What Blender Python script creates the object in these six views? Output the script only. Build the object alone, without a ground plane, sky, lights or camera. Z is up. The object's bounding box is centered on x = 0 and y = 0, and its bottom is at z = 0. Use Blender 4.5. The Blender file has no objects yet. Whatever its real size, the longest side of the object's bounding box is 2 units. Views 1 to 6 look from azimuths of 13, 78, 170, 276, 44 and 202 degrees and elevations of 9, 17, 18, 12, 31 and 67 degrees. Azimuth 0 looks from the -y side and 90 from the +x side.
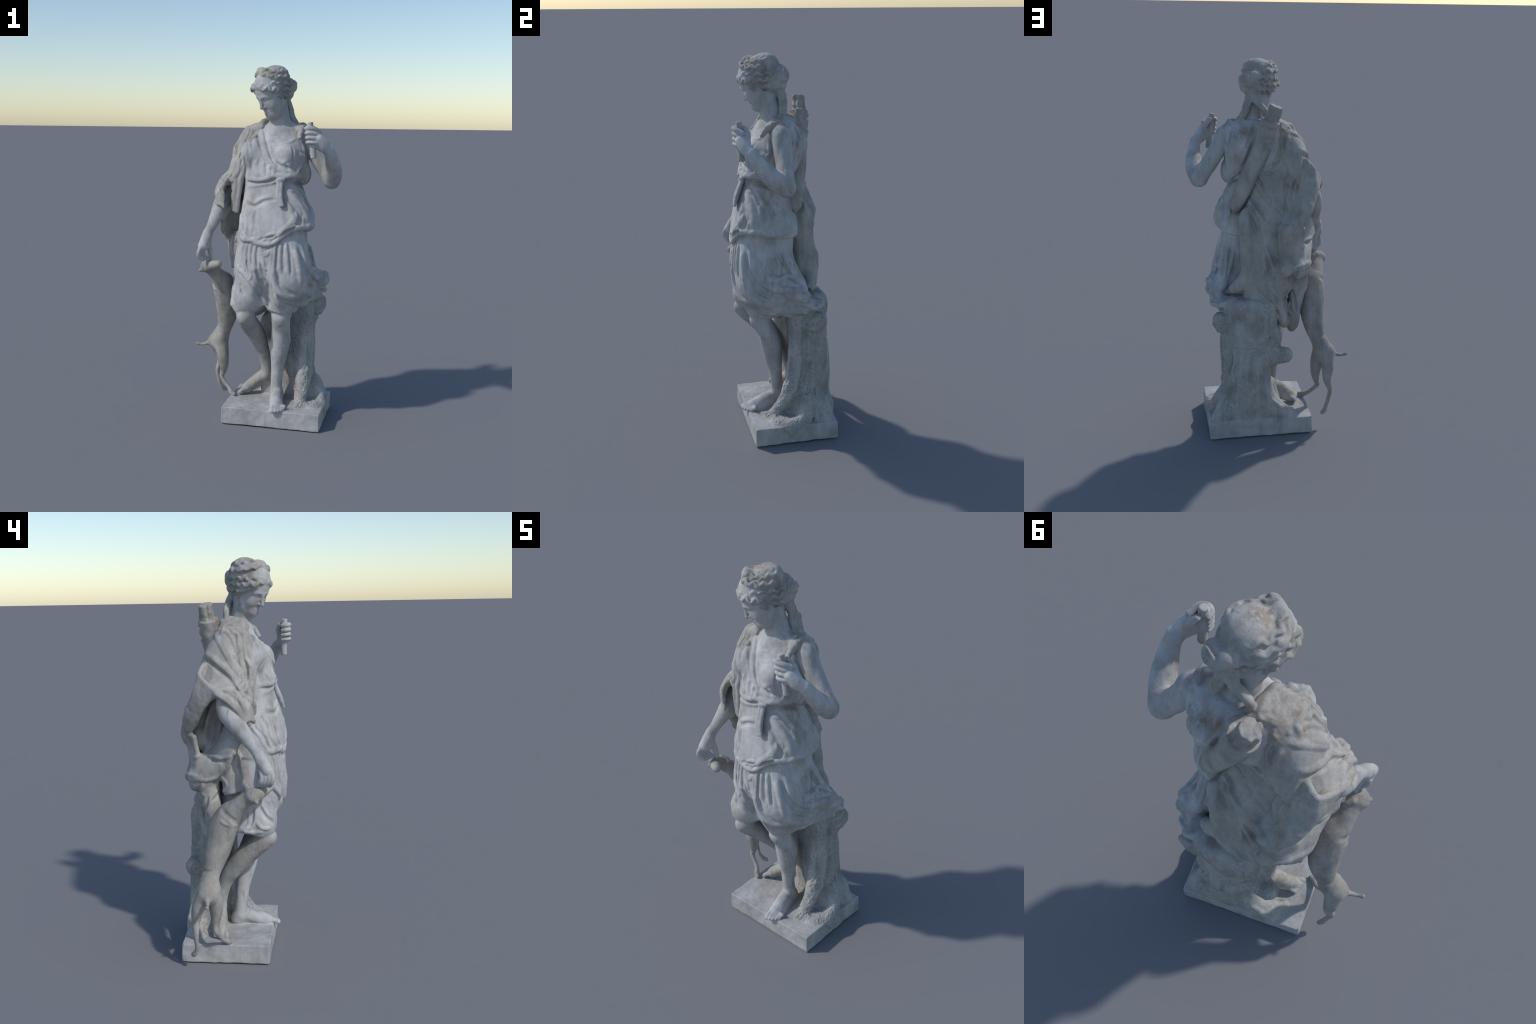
"""Weathered marble garden statue: a draped huntress with a hound, a tree stump and a plinth.

The figure is modelled as soft solids (lofts, tapered tubes, ellipsoids, draped sheets) whose
distance fields are blended, carved and pleated, then skinned with a quad mesh and split into
its anatomical and costume parts.
"""
import math
import numpy as np

H = 0.003
LO = np.array([-0.47, -0.30, -0.03])
HI = np.array([0.47, 0.35, 2.04])
N = np.ceil((HI - LO) / H).astype(int) + 1
FAR = 0.06
V = lambda *a: np.array(a, dtype=np.float64)


# ------------------------------------------------------------------ curves
def spline(points, spacing):
    """Catmull-Rom through control rows (any number of columns), evenly resampled."""
    p = np.asarray(points, float)
    if len(p) == 1:
        return p
    if len(p) == 2:
        q = p
    else:
        e = np.vstack([2 * p[0] - p[1], p, 2 * p[-1] - p[-2]])
        t = np.linspace(0, 1, 14, endpoint=False)[:, None]
        out = []
        for i in range(len(p) - 1):
            a, b, c, d = e[i:i + 4]
            out.append(0.5 * (2 * b + (c - a) * t + (2 * a - 5 * b + 4 * c - d) * t * t + (3 * b - a - 3 * c + d) * t ** 3))
        q = np.vstack(out + [p[-1:]])
    s = np.r_[0, np.cumsum(np.linalg.norm(np.diff(q[:, :3], axis=0), axis=1))]
    n = max(2, int(s[-1] / spacing) + 1)
    u = np.linspace(0, s[-1], n)
    return np.stack([np.interp(u, s, q[:, j]) for j in range(q.shape[1])], 1)


def smooth_interp(z, zs, vals):
    """Monotone cubic interpolation of table columns."""
    zs, vals = np.asarray(zs, float), np.asarray(vals, float)
    h = np.diff(zs)
    d = np.diff(vals, axis=0) / h[:, None]
    m = np.zeros_like(vals)
    m[0], m[-1] = d[0], d[-1]
    for i in range(1, len(zs) - 1):
        same = d[i - 1] * d[i] > 0
        w1, w2 = 2 * h[i] + h[i - 1], h[i] + 2 * h[i - 1]
        with np.errstate(divide='ignore', invalid='ignore'):
            hm = (w1 + w2) / (w1 / d[i - 1] + w2 / d[i])
        m[i] = np.where(same, hm, 0)
    z = np.clip(z, zs[0], zs[-1])
    i = np.clip(np.searchsorted(zs, z, side='right') - 1, 0, len(zs) - 2)
    t = ((z - zs[i]) / h[i])[:, None]
    hh = h[i][:, None]
    return ((1 + 2 * t) * (1 - t) ** 2 * vals[i] + t * (1 - t) ** 2 * hh * m[i]
            + t * t * (3 - 2 * t) * vals[i + 1] + t * t * (t - 1) * hh * m[i + 1])


def smin(a, b, k):
    if k <= 0:
        return np.minimum(a, b)
    h = np.clip(0.5 + 0.5 * (b - a) / k, 0, 1)
    return b + (a - b) * h - k * h * (1 - h)


# ------------------------------------------------------------------ value noise
_rng = np.random.RandomState(7)
_LAT = _rng.rand(32, 32, 32).astype(np.float32)


def noise(p, freq, seed=0.0):
    q = p * freq + seed
    i = np.floor(q).astype(int)
    f = q - i
    f = f * f * (3 - 2 * f)
    i &= 31
    j = (i + 1) & 31
    a, b, c = f[..., 0], f[..., 1], f[..., 2]
    g = lambda x, y, z: _LAT[x, y, z]
    x0, y0, z0, x1, y1, z1 = i[..., 0], i[..., 1], i[..., 2], j[..., 0], j[..., 1], j[..., 2]
    return (((g(x0, y0, z0) * (1 - a) + g(x1, y0, z0) * a) * (1 - b) + (g(x0, y1, z0) * (1 - a) + g(x1, y1, z0) * a) * b) * (1 - c)
            + ((g(x0, y0, z1) * (1 - a) + g(x1, y0, z1) * a) * (1 - b) + (g(x0, y1, z1) * (1 - a) + g(x1, y1, z1) * a) * b) * c) * 2 - 1


def cells(p, size, seed=0):
    """Cellular pattern: 0 on the borders between cells, growing towards each cell's middle."""
    q = p / size
    i = np.floor(q).astype(int)
    f1 = np.full(len(q), 9.0)
    f2 = np.full(len(q), 9.0)
    for a in (-1, 0, 1):
        for b in (-1, 0, 1):
            for c in (-1, 0, 1):
                n = i + (a, b, c)
                m = n & 31
                jit = np.stack([_LAT[m[:, 0], m[:, 1], (m[:, 2] + k * 7 + seed) & 31] for k in (0, 1, 2)], 1)
                d = np.linalg.norm(n + jit - q, axis=1)
                f2 = np.minimum(f2, np.maximum(f1, d))
                f1 = np.minimum(f1, d)
    return f2 - f1


# ------------------------------------------------------------------ soft solids
class Solid:
    """One part: a distance field on a window of the common lattice."""

    def __init__(self, name, lo, hi):
        self.name = name
        self.i0 = np.maximum(0, np.floor((V(*lo) - LO) / H).astype(int))
        self.i1 = np.minimum(N, np.ceil((V(*hi) - LO) / H).astype(int) + 1)
        self.f = np.full(self.i1 - self.i0, FAR, np.float32)
        self.o = LO + self.i0 * H
        self.ax = [(self.o[a] + np.arange(self.f.shape[a]) * H).astype(np.float32) for a in range(3)]

    def win(self, lo, hi):
        s = []
        for a in range(3):
            b = int(max(0, math.floor((lo[a] - self.o[a]) / H)))
            e = int(min(self.f.shape[a], math.ceil((hi[a] - self.o[a]) / H) + 1))
            if e <= b:
                return None
            s.append(slice(b, e))
        return tuple(s)

    def grid(self, s):
        return (self.ax[0][s[0]][:, None, None], self.ax[1][s[1]][None, :, None], self.ax[2][s[2]][None, None, :])

    def put(self, s, d, k, cut=False):
        if cut:
            self.f[s] = -smin(-self.f[s], d, k)
        else:
            self.f[s] = smin(self.f[s], d, k)

    # a tapered, round tube through control rows (x, y, z, r)
    def tube(self, rows, k=0.01, cut=False):
        rows = np.asarray(rows, float)
        q = spline(rows, 0.006) if len(rows) > 1 else rows
        pad = rows[:, 3].max() + k + 0.012
        s = self.win(q[:, :3].min(0) - pad, q[:, :3].max(0) + pad)
        if s is None:
            return self
        b = np.full(self.f[s].shape, FAR, np.float32)
        sub = Solid.__new__(Solid)
        sub.f, sub.o = b, self.o + V(s[0].start, s[1].start, s[2].start) * H
        sub.ax = [self.ax[a][s[a]] for a in range(3)]
        for x, y, z, r in q:
            w = r + k + 0.012
            t = sub.win((x - w, y - w, z - w), (x + w, y + w, z + w))
            if t is None:
                continue
            X, Y, Z = sub.grid(t)
            b[t] = np.minimum(b[t], np.sqrt((X - x) ** 2 + (Y - y) ** 2 + (Z - z) ** 2) - r)
        self.put(s, b, k, cut)
        return self

    # straight rod with flat, slightly rounded ends
    def rod(self, a, b, ra, rb, k=0.005, edge=0.003):
        a, b = V(*a), V(*b)
        L = np.linalg.norm(b - a)
        n = (b - a) / L
        pad = max(ra, rb) + k + 0.012
        s = self.win(np.minimum(a, b) - pad, np.maximum(a, b) + pad)
        X, Y, Z = self.grid(s)
        t = (X - a[0]) * n[0] + (Y - a[1]) * n[1] + (Z - a[2]) * n[2]
        d2 = (X - a[0]) ** 2 + (Y - a[1]) ** 2 + (Z - a[2]) ** 2 - t * t
        side = np.sqrt(np.maximum(d2, 0)) - (ra + (rb - ra) * np.clip(t / L, 0, 1))
        self.put(s, smin_max(side, np.abs(t - L / 2) - L / 2, edge).astype(np.float32), k)
        return self

    # ellipsoid with axes given as columns of a frame
    def ball(self, c, r, k=0.01, frame=None, cut=False):
        c = V(*c)
        r = V(*r) if np.ndim(r) else V(r, r, r)
        m = np.eye(3) if frame is None else np.asarray(frame)
        pad = r.max() + k + 0.012
        s = self.win(c - pad, c + pad)
        if s is None:
            return self
        X, Y, Z = self.grid(s)
        X, Y, Z = X - c[0], Y - c[1], Z - c[2]
        u = [m[0, j] * X + m[1, j] * Y + m[2, j] * Z for j in range(3)]
        k0 = np.sqrt(sum((u[j] / r[j]) ** 2 for j in range(3)))
        k1 = np.sqrt(sum((u[j] / r[j] ** 2) ** 2 for j in range(3))) + 1e-9
        self.put(s, np.where(k0 < 0.15, -r.min() * 0.85, k0 * (k0 - 1) / k1), k, cut)
        return self

    # box with rounded edges
    def box(self, lo, hi, r=0.004, k=0.004):
        lo, hi = V(*lo), V(*hi)
        s = self.win(lo - 0.03, hi + 0.03)
        G = self.grid(s)
        c, e = (lo + hi) / 2, (hi - lo) / 2 - r
        q = [np.abs(G[a] - c[a]) - e[a] for a in range(3)]
        out = np.sqrt(sum(np.maximum(t, 0) ** 2 for t in q)) - r
        self.put(s, out + np.minimum(np.maximum(np.maximum(q[0], q[1]), q[2]), 0), k)
        return self

    # stack of horizontal sections: rows (z, x_left, x_right, y_front, y_back[, squareness right[, squareness left]])
    def loft(self, rows, k=0.01, cut=False, cap=0.02, hem=None):
        rows = sorted([tuple(r) + ((2.2, 2.2) if len(r) == 5 else (r[5],) if len(r) == 6 else ()) for r in rows])
        t = np.array(rows)
        z0, z1 = t[0, 0], t[-1, 0]
        s = self.win((t[:, 1].min() - 0.05, t[:, 3].min() - 0.05, z0 - 0.04), (t[:, 2].max() + 0.05, t[:, 4].max() + 0.05, z1 + 0.04))
        X, Y, Z = self.grid(s)
        zz = self.ax[2][s[2]]
        P = smooth_interp(zz, t[:, 0], t[:, 1:])
        xl, xr, yf, yb, nr, nl = [P[:, j][None, None, :].astype(np.float32) for j in range(6)]
        cx, cy = (xl + xr) / 2, (yf + yb) / 2
        a, b = (xr - xl) / 2, (yb - yf) / 2
        dx, dy = X - cx, Y - cy
        rho = np.sqrt(dx * dx + dy * dy) + 1e-6
        n = np.where(dx < 0, nl, nr)
        g = (np.abs(dx / a) ** n + np.abs(dy / b) ** n) ** (1 / n) + 1e-6
        R = rho / g
        lim = np.minimum(a, b)
        d = (rho - R) * np.clip(lim / R * 0.5 + 0.5, 0.5, 1)
        zb = z0
        if hem is not None:                       # lower edge that rises and falls with the angle round the section
            a0 = np.array([h[0] for h in hem], float)
            h0 = np.array([h[1] for h in hem], float)
            th = np.degrees(np.arctan2(dy, dx))
            zb = np.interp(th, np.r_[a0 - 360, a0, a0 + 360], np.r_[h0, h0, h0]).astype(np.float32)
        ez = np.maximum(zb - Z, Z - z1)
        d = np.where(ez > -cap, smin_max(d, ez, cap), d)
        self.put(s, d.astype(np.float32), k, cut)
        return self

    # draped sheet: rows of control points make a surface with a thickness
    def sheet(self, rows, thick=0.008, k=0.008, step=0.006):
        rows = [spline(r, 0.02) for r in rows]
        m = max(len(r) for r in rows)
        rs = []
        for r in rows:
            u = np.linspace(0, 1, len(r))
            v = np.linspace(0, 1, m)
            rs.append(np.stack([np.interp(v, u, r[:, j]) for j in range(r.shape[1])], 1))
        g = np.array(rs)
        cols = [spline(g[:, j], step) for j in range(m)]
        nmax = max(len(c) for c in cols)
        cs = np.array([np.stack([np.interp(np.linspace(0, 1, nmax), np.linspace(0, 1, len(c)), c[:, j]) for j in range(c.shape[1])], 1) for c in cols])
        fine = []
        for i in range(nmax):
            fine.append(spline(cs[:, i], step))
        q = np.vstack(fine)[:, :3]
        pad = thick + k + 0.012
        s = self.win(q.min(0) - pad, q.max(0) + pad)
        b = np.full(self.f[s].shape, FAR, np.float32)
        sub = Solid.__new__(Solid)
        sub.f, sub.o = b, self.o + V(s[0].start, s[1].start, s[2].start) * H
        sub.ax = [self.ax[a][s[a]] for a in range(3)]
        for x, y, z in q:
            t = sub.win((x - pad, y - pad, z - pad), (x + pad, y + pad, z + pad))
            if t is None:
                continue
            X, Y, Z = sub.grid(t)
            b[t] = np.minimum(b[t], np.sqrt((X - x) ** 2 + (Y - y) ** 2 + (Z - z) ** 2) - thick)
        self.put(s, b, k)
        return self

    def sample(self, p):
        q = (p - self.o) / H
        q = np.clip(q, 0, np.array(self.f.shape) - 1.001)
        i = q.astype(int)
        f = q - i
        r = 0
        for a in (0, 1):
            for b in (0, 1):
                for c in (0, 1):
                    w = (f[..., 0] if a else 1 - f[..., 0]) * (f[..., 1] if b else 1 - f[..., 1]) * (f[..., 2] if c else 1 - f[..., 2])
                    r = r + w * self.f[i[..., 0] + a, i[..., 1] + b, i[..., 2] + c]
        return r

    def grad(self, p):
        e = H
        g = np.stack([self.sample(p + V(*(e * (a == j) for j in range(3)))) - self.sample(p - V(*(e * (a == j) for j in range(3)))) for a in range(3)], -1)
        return g / (np.linalg.norm(g, axis=-1, keepdims=True) + 1e-9)

    def snap(self, p):
        for _ in range(7):
            p = p - np.clip(self.sample(p), -0.03, 0.03)[:, None] * self.grad(p) * 0.9
        return p

    # pleats and creases: each a curve laid on the surface; height > 0 raises a ridge, < 0 sinks a furrow
    def folds(self, strokes):
        up = np.zeros_like(self.f)
        dn = np.zeros_like(self.f)
        for pts, width, height in strokes:
            q = spline(pts, max(H, width / 3.5))
            q = self.snap(q[:, :3])
            t = np.linspace(0, 1, len(q))
            taper = np.clip(np.minimum(t, 1 - t) * 5 + 0.15, 0, 1)
            buf = up if height > 0 else dn
            for (x, y, z), m in zip(q, taper):
                w = width
                s = self.win((x - w, y - w, z - w), (x + w, y + w, z + w))
                if s is None:
                    continue
                X, Y, Z = self.grid(s)
                d = np.sqrt((X - x) ** 2 + (Y - y) ** 2 + (Z - z) ** 2) / w
                g = np.clip(1 - d, 0, 1)
                g = (g * g * (3 - 2 * g) if height > 0 else 1.4 * g ** 1.4) * (abs(height) * m)      # round ridges, sharp creases
                np.maximum(buf[s], g, out=buf[s])
        self.f += dn - up
        return self

    def ripple(self, fn):
        """Add a field of small relief, fn(points) -> metres outward, near the skin only."""
        idx = np.argwhere(np.abs(self.f) < 0.02)
        p = self.o + idx * H
        self.f[tuple(idx.T)] -= fn(p).astype(np.float32)
        return self


def smin_max(a, b, k):
    return -smin(-a, -b, k)


# ------------------------------------------------------------------ the statue, part by part
PARTS = []


def part(name, lo, hi):
    s = Solid(name, lo, hi)
    PARTS.append(s)
    return s


# ---- plinth
plinth = part('plinth', (-0.25, -0.24, -0.03), (0.42, 0.33, 0.16))
plinth.box((-0.206, -0.184, 0.003), (0.356, 0.262, 0.101), r=0.004)

# ---- tree stump
stump = part('tree_stump', (-0.15, -0.05, 0.05), (0.42, 0.34, 0.90))
stump.loft([(0.06, -0.01, 0.320, 0.06, 0.262, 2.2, 2.6), (0.12, 0.00, 0.31, 0.07, 0.262, 2.2, 2.6), (0.2, 0.012, 0.278, 0.075, 0.262, 2.0, 2.7), (0.3, 0.015, 0.265, 0.075, 0.262, 1.9, 2.7),
            (0.4, 0.005, 0.262, 0.07, 0.258, 1.9, 2.7), (0.5, -0.012, 0.262, 0.07, 0.25, 1.9, 2.6), (0.6, -0.02, 0.265, 0.06, 0.245, 2.0, 2.4),
            (0.69, -0.02, 0.262, 0.05, 0.248, 2.0, 2.2), (0.74, -0.015, 0.268, 0.05, 0.242, 2.2, 2.2), (0.785, 0.02, 0.25, 0.06, 0.222, 2.2, 2.2)], k=0.01, cap=0.03)
stump.tube([(0.23, 0.15, 0.60, 0.06), (0.275, 0.172, 0.64, 0.045), (0.293, 0.178, 0.67, 0.033)], k=0.03)
stump.tube([(0.01, 0.19, 0.45, 0.055), (-0.055, 0.212, 0.462, 0.042)], k=0.03)
stump.ball((0.0, 0.13, 0.52), (0.05, 0.06, 0.08), k=0.03)
stump.tube([(0.02, 0.2, 0.13, 0.03), (-0.06, 0.2, 0.105, 0.025), (-0.1, 0.17, 0.10, 0.018)], k=0.04)
stump.tube([(0.25, 0.21, 0.16, 0.045), (0.30, 0.205, 0.105, 0.036)], k=0.05)
stump.tube([(0.05, 0.19, 0.22, 0.045), (-0.01, 0.215, 0.14, 0.045), (-0.06, 0.225, 0.10, 0.03)], k=0.06)
stump.tube([(0.01, 0.12, 0.25, 0.03), (-0.01, 0.13, 0.13, 0.03)], k=0.05)

# ---- hunting net hanging down the stump and spilled over the plinth edge
net = part('net', (0.10, -0.16, 0.0), (0.42, 0.20, 0.72))
net.loft([(0.70, 0.05, 0.262, 0.035, 0.16), (0.6, 0.05, 0.272, 0.032, 0.16, 2.4), (0.5, 0.05, 0.272, 0.04, 0.16, 2.4), (0.4, 0.06, 0.27, 0.045, 0.16, 2.4), (0.3, 0.09, 0.266, 0.045, 0.16, 2.4), (0.2, 0.15, 0.265, 0.025, 0.15, 2.3), (0.1, 0.18, 0.27, -0.01, 0.14, 2.3)], k=0.02)
net.tube([(0.225, 0.075, 0.66, 0.035), (0.225, 0.062, 0.5, 0.038), (0.225, 0.05, 0.35, 0.038), (0.225, 0.04, 0.26, 0.035)], k=0.03)
net.tube([(0.225, 0.03, 0.26, 0.035), (0.225, -0.01, 0.17, 0.034), (0.222, -0.05, 0.125, 0.028), (0.215, -0.09, 0.103, 0.018)], k=0.03)
net.tube([(0.25, -0.06, 0.09, 0.025), (0.30, -0.055, 0.085, 0.03), (0.325, 0.0, 0.088, 0.034), (0.322, 0.06, 0.10, 0.036), (0.30, 0.10, 0.14, 0.04), (0.27, 0.12, 0.2, 0.04)], k=0.04)
net.ball((0.29, 0.0, 0.09), (0.05, 0.07, 0.03), k=0.03)
net.tube([(0.335, 0.0, 0.085, 0.028), (0.35, 0.01, 0.05, 0.012)], k=0.03)

# ---- legs
leg_l = part('leg', (0.02, -0.24, 0.09), (0.22, 0.08, 0.80))
leg_l.tube([(0.12, -0.09, 0.78, 0.075), (0.12, -0.105, 0.66, 0.058), (0.118, -0.103, 0.62, 0.054), (0.111, -0.07, 0.55, 0.052), (0.107, -0.048, 0.48, 0.056), (0.095, -0.032, 0.385, 0.047),
            (0.084, -0.019, 0.30, 0.035), (0.078, -0.01, 0.225, 0.033), (0.078, -0.005, 0.16, 0.035)], k=0.02)
leg_l.ball((0.118, -0.138, 0.625), (0.03, 0.022, 0.035), k=0.02)
foot_l = part('foot', (0.02, -0.25, 0.08), (0.20, 0.09, 0.24))
foot_l.tube([(0.082, 0.01, 0.135, 0.034), (0.084, -0.03, 0.15, 0.034), (0.092, -0.09, 0.135, 0.034), (0.1, -0.14, 0.118, 0.033), (0.107, -0.165, 0.112, 0.024)], k=0.02)
foot_l.tube([(0.082, 0.012, 0.118, 0.026), (0.12, -0.13, 0.11, 0.024)], k=0.02)
for i, (x, y, r) in enumerate([(0.092, -0.205, 0.0135), (0.110, -0.203, 0.0105), (0.125, -0.195, 0.0095), (0.138, -0.184, 0.009), (0.148, -0.17, 0.0085)]):
    foot_l.tube([(x - 0.004 + 0.002 * i, -0.15, 0.122, r + 0.002), (x, y + 0.02, 0.118, r), (x + 0.001, y, 0.11, r)], k=0.006)

leg_r = part('leg', (-0.18, -0.26, 0.15), (0.08, 0.16, 0.80))
leg_r.tube([(-0.05, -0.11, 0.80, 0.06), (-0.068, -0.14, 0.69, 0.05), (-0.072, -0.155, 0.63, 0.053), (-0.061, -0.105, 0.575, 0.053), (-0.047, -0.06, 0.53, 0.053), (-0.036, -0.022, 0.485, 0.05), (-0.027, 0.013, 0.44, 0.045), (-0.018, 0.042, 0.395, 0.038),
            (-0.009, 0.064, 0.345, 0.033), (-0.003, 0.08, 0.29, 0.032), (0.0, 0.09, 0.24, 0.033)], k=0.02)
leg_r.ball((-0.078, -0.192, 0.63), (0.03, 0.022, 0.03), k=0.02)
foot_r = part('foot', (-0.2, -0.0, 0.08), (0.06, 0.16, 0.30))
foot_r.tube([(0.002, 0.1, 0.215, 0.032), (-0.03, 0.088, 0.215, 0.034), (-0.075, 0.08, 0.18, 0.031), (-0.11, 0.07, 0.15, 0.028), (-0.125, 0.066, 0.13, 0.02)], k=0.02)
foot_r.tube([(0.0, 0.11, 0.195, 0.025), (-0.06, 0.10, 0.16, 0.022), (-0.11, 0.085, 0.13, 0.02)], k=0.02)
for i, (dy, r) in enumerate([(-0.022, 0.012), (-0.004, 0.010), (0.012, 0.009), (0.027, 0.0085), (0.040, 0.008)]):
    foot_r.tube([(-0.11, 0.07 + dy * 0.8, 0.145, r + 0.002), (-0.138 + i * 0.002, 0.064 + dy, 0.133, r), (-0.152 + i * 0.004, 0.06 + dy, 0.118, r)], k=0.006)

# ---- skirt
skirt = part('skirt', (-0.24, -0.29, 0.58), (0.40, 0.20, 1.14))
skirt.loft([(1.14, -0.12, 0.24, -0.215, 0.07, 2.9, 2.0), (1.05, -0.133, 0.25, -0.238, 0.065, 3.4, 1.9), (0.97, -0.147, 0.266, -0.247, 0.06, 3.4, 1.9), (0.9, -0.157, 0.285, -0.249, 0.07, 3.0, 1.9), (0.84, -0.163, 0.302, -0.246, 0.105, 2.6, 2.0),
            (0.79, -0.166, 0.298, -0.241, 0.115, 2.3, 2.0), (0.74, -0.167, 0.268, -0.227, 0.11, 2.1, 2.0), (0.69, -0.164, 0.224, -0.21, 0.09, 2.0, 2.0), (0.65, -0.158, 0.195, -0.198, 0.06, 2.0, 2.0)], k=0.01, cap=0.012,
           hem=[(-150, 0.655), (-110, 0.662), (-90, 0.69), (-70, 0.662), (-40, 0.65), (0, 0.655), (40, 0.675), (120, 0.69)])
# cloth swept back and bunched on the stump
skirt.tube([(0.25, -0.03, 0.86, 0.05), (0.295, 0.03, 0.825, 0.042), (0.315, 0.075, 0.81, 0.035), (0.322, 0.1, 0.80, 0.022)], k=0.03)
skirt.tube([(0.22, -0.06, 0.75, 0.05), (0.265, 0.03, 0.745, 0.045), (0.29, 0.10, 0.755, 0.035), (0.27, 0.16, 0.74, 0.03)], k=0.03)
skirt.tube([(0.222, 0.0, 1.0, 0.03), (0.242, 0.045, 0.90, 0.032), (0.268, 0.08, 0.835, 0.03)], k=0.03)
skirt.tube([(0.19, 0.02, 0.69, 0.03), (0.22, 0.06, 0.675, 0.022)], k=0.02)
skirt.ball((-0.085, -0.145, 0.715), (0.072, 0.075, 0.085), k=0.03)
# curled cloth ends of the bunch, hollow like trumpets
for a, b, r in (((0.285, 0.01, 0.855), (0.335, 0.062, 0.842), 0.021), ((0.30, 0.045, 0.815), (0.338, 0.094, 0.815), 0.019), ((0.285, 0.075, 0.765), (0.318, 0.128, 0.757), 0.020), ((0.27, 0.04, 0.74), (0.305, 0.09, 0.725), 0.017), ((0.255, 0.11, 0.75), (0.275, 0.168, 0.735), 0.022)):
    skirt.tube([(*a, r * 1.3), (*b, r)], k=0.014)
    skirt.ball([q + 0.2 * (q - p) for p, q in zip(a, b)], r * 0.62, k=0.006, cut=True)
# drawn in between the thighs
skirt.tube([(0.045, -0.262, 0.91, 0.01), (0.046, -0.256, 0.86, 0.03), (0.046, -0.236, 0.77, 0.052), (0.046, -0.225, 0.69, 0.06), (0.046, -0.22, 0.62, 0.065)], k=0.045, cut=True)

# ---- tunic: bloused bodice and overfold
tunic = part('tunic', (-0.20, -0.29, 0.98), (0.36, 0.15, 1.75))
tunic.loft([(1.70, 0.01, 0.18, -0.06, 0.05), (1.66, -0.10, 0.235, -0.088, 0.08), (1.60, -0.12, 0.24, -0.128, 0.112), (1.53, -0.12, 0.24, -0.165, 0.118, 2.2, 2.0),
            (1.45, -0.108, 0.24, -0.192, 0.10, 2.5, 2.0), (1.40, -0.102, 0.225, -0.2, 0.065, 2.5, 2.0), (1.375, -0.098, 0.19, -0.195, 0.05, 2.5, 2.0),
            (1.33, -0.10, 0.212, -0.205, 0.055, 2.5, 2.0), (1.25, -0.112, 0.255, -0.231, 0.07, 2.6, 1.85), (1.16, -0.126, 0.287, -0.247, 0.085, 2.8, 1.85), (1.11, -0.135, 0.275, -0.252, 0.09, 2.8, 1.85), (1.02, -0.143, 0.25, -0.244, 0.09, 2.7, 1.9)], k=0.012, cap=0.02,
           hem=[(-170, 1.03), (-132, 1.045), (-105, 1.03), (-90, 1.03), (-72, 1.06), (-51, 1.115), (-32, 1.135), (-10, 1.115), (15, 1.105), (38, 1.095), (60, 1.09), (120, 1.06)])
tunic.ball((-0.055, -0.115, 1.53), (0.06, 0.055, 0.07), k=0.03)
tunic.ball((0.138, -0.138, 1.51), (0.062, 0.058, 0.07), k=0.03)
tunic.ball((0.165, 0.07, 1.56), (0.05, 0.05, 0.075), k=0.03)
tunic.ball((0.215, -0.03, 1.42), (0.045, 0.06, 0.06), k=0.02)

# ---- belt with hanging end
belt = part('belt', (0.06, -0.27, 1.22), (0.20, -0.14, 1.44))
belt.tube([(0.112, -0.192, 1.40, 0.013), (0.113, -0.207, 1.36, 0.012), (0.115, -0.226, 1.31, 0.013), (0.132, -0.24, 1.262, 0.009)], k=0.006)
belt.tube([(0.128, -0.19, 1.405, 0.012), (0.128, -0.205, 1.36, 0.010), (0.131, -0.225, 1.31, 0.012), (0.144, -0.239, 1.265, 0.008)], k=0.006)
belt.tube([(0.10, -0.195, 1.39, 0.010), (0.12, -0.2, 1.398, 0.013), (0.14, -0.196, 1.40, 0.010)], k=0.008)

# ---- knotted shoulder fastening
knot = part('shoulder_knot', (0.15, -0.15, 1.58), (0.28, 0.05, 1.74))
knot.tube([(0.206, -0.108, 1.622, 0.013), (0.208, -0.088, 1.648, 0.017), (0.212, -0.058, 1.668, 0.016), (0.215, -0.03, 1.684, 0.014), (0.205, 0.0, 1.692, 0.012)], k=0.008)
knot.tube([(0.19, -0.085, 1.655, 0.011), (0.2, -0.06, 1.676, 0.012)], k=0.008)
knot.ball((0.236, -0.034, 1.658), (0.012, 0.012, 0.010), k=0.008)
knot.ball((0.205, -0.122, 1.624), (0.007, 0.009, 0.007), k=0.003, cut=True)

# ---- neck
neck = part('neck', (-0.02, -0.14, 1.58), (0.20, 0.08, 1.82))
neck.tube([(0.085, -0.02, 1.62, 0.075), (0.085, -0.028, 1.68, 0.058), (0.078, -0.045, 1.74, 0.054), (0.068, -0.06, 1.80, 0.055)], k=0.02)
neck.tube([(0.02, -0.055, 1.655, 0.03), (0.085, -0.05, 1.64, 0.045), (0.2, -0.03, 1.665, 0.034)], k=0.04)

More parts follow.
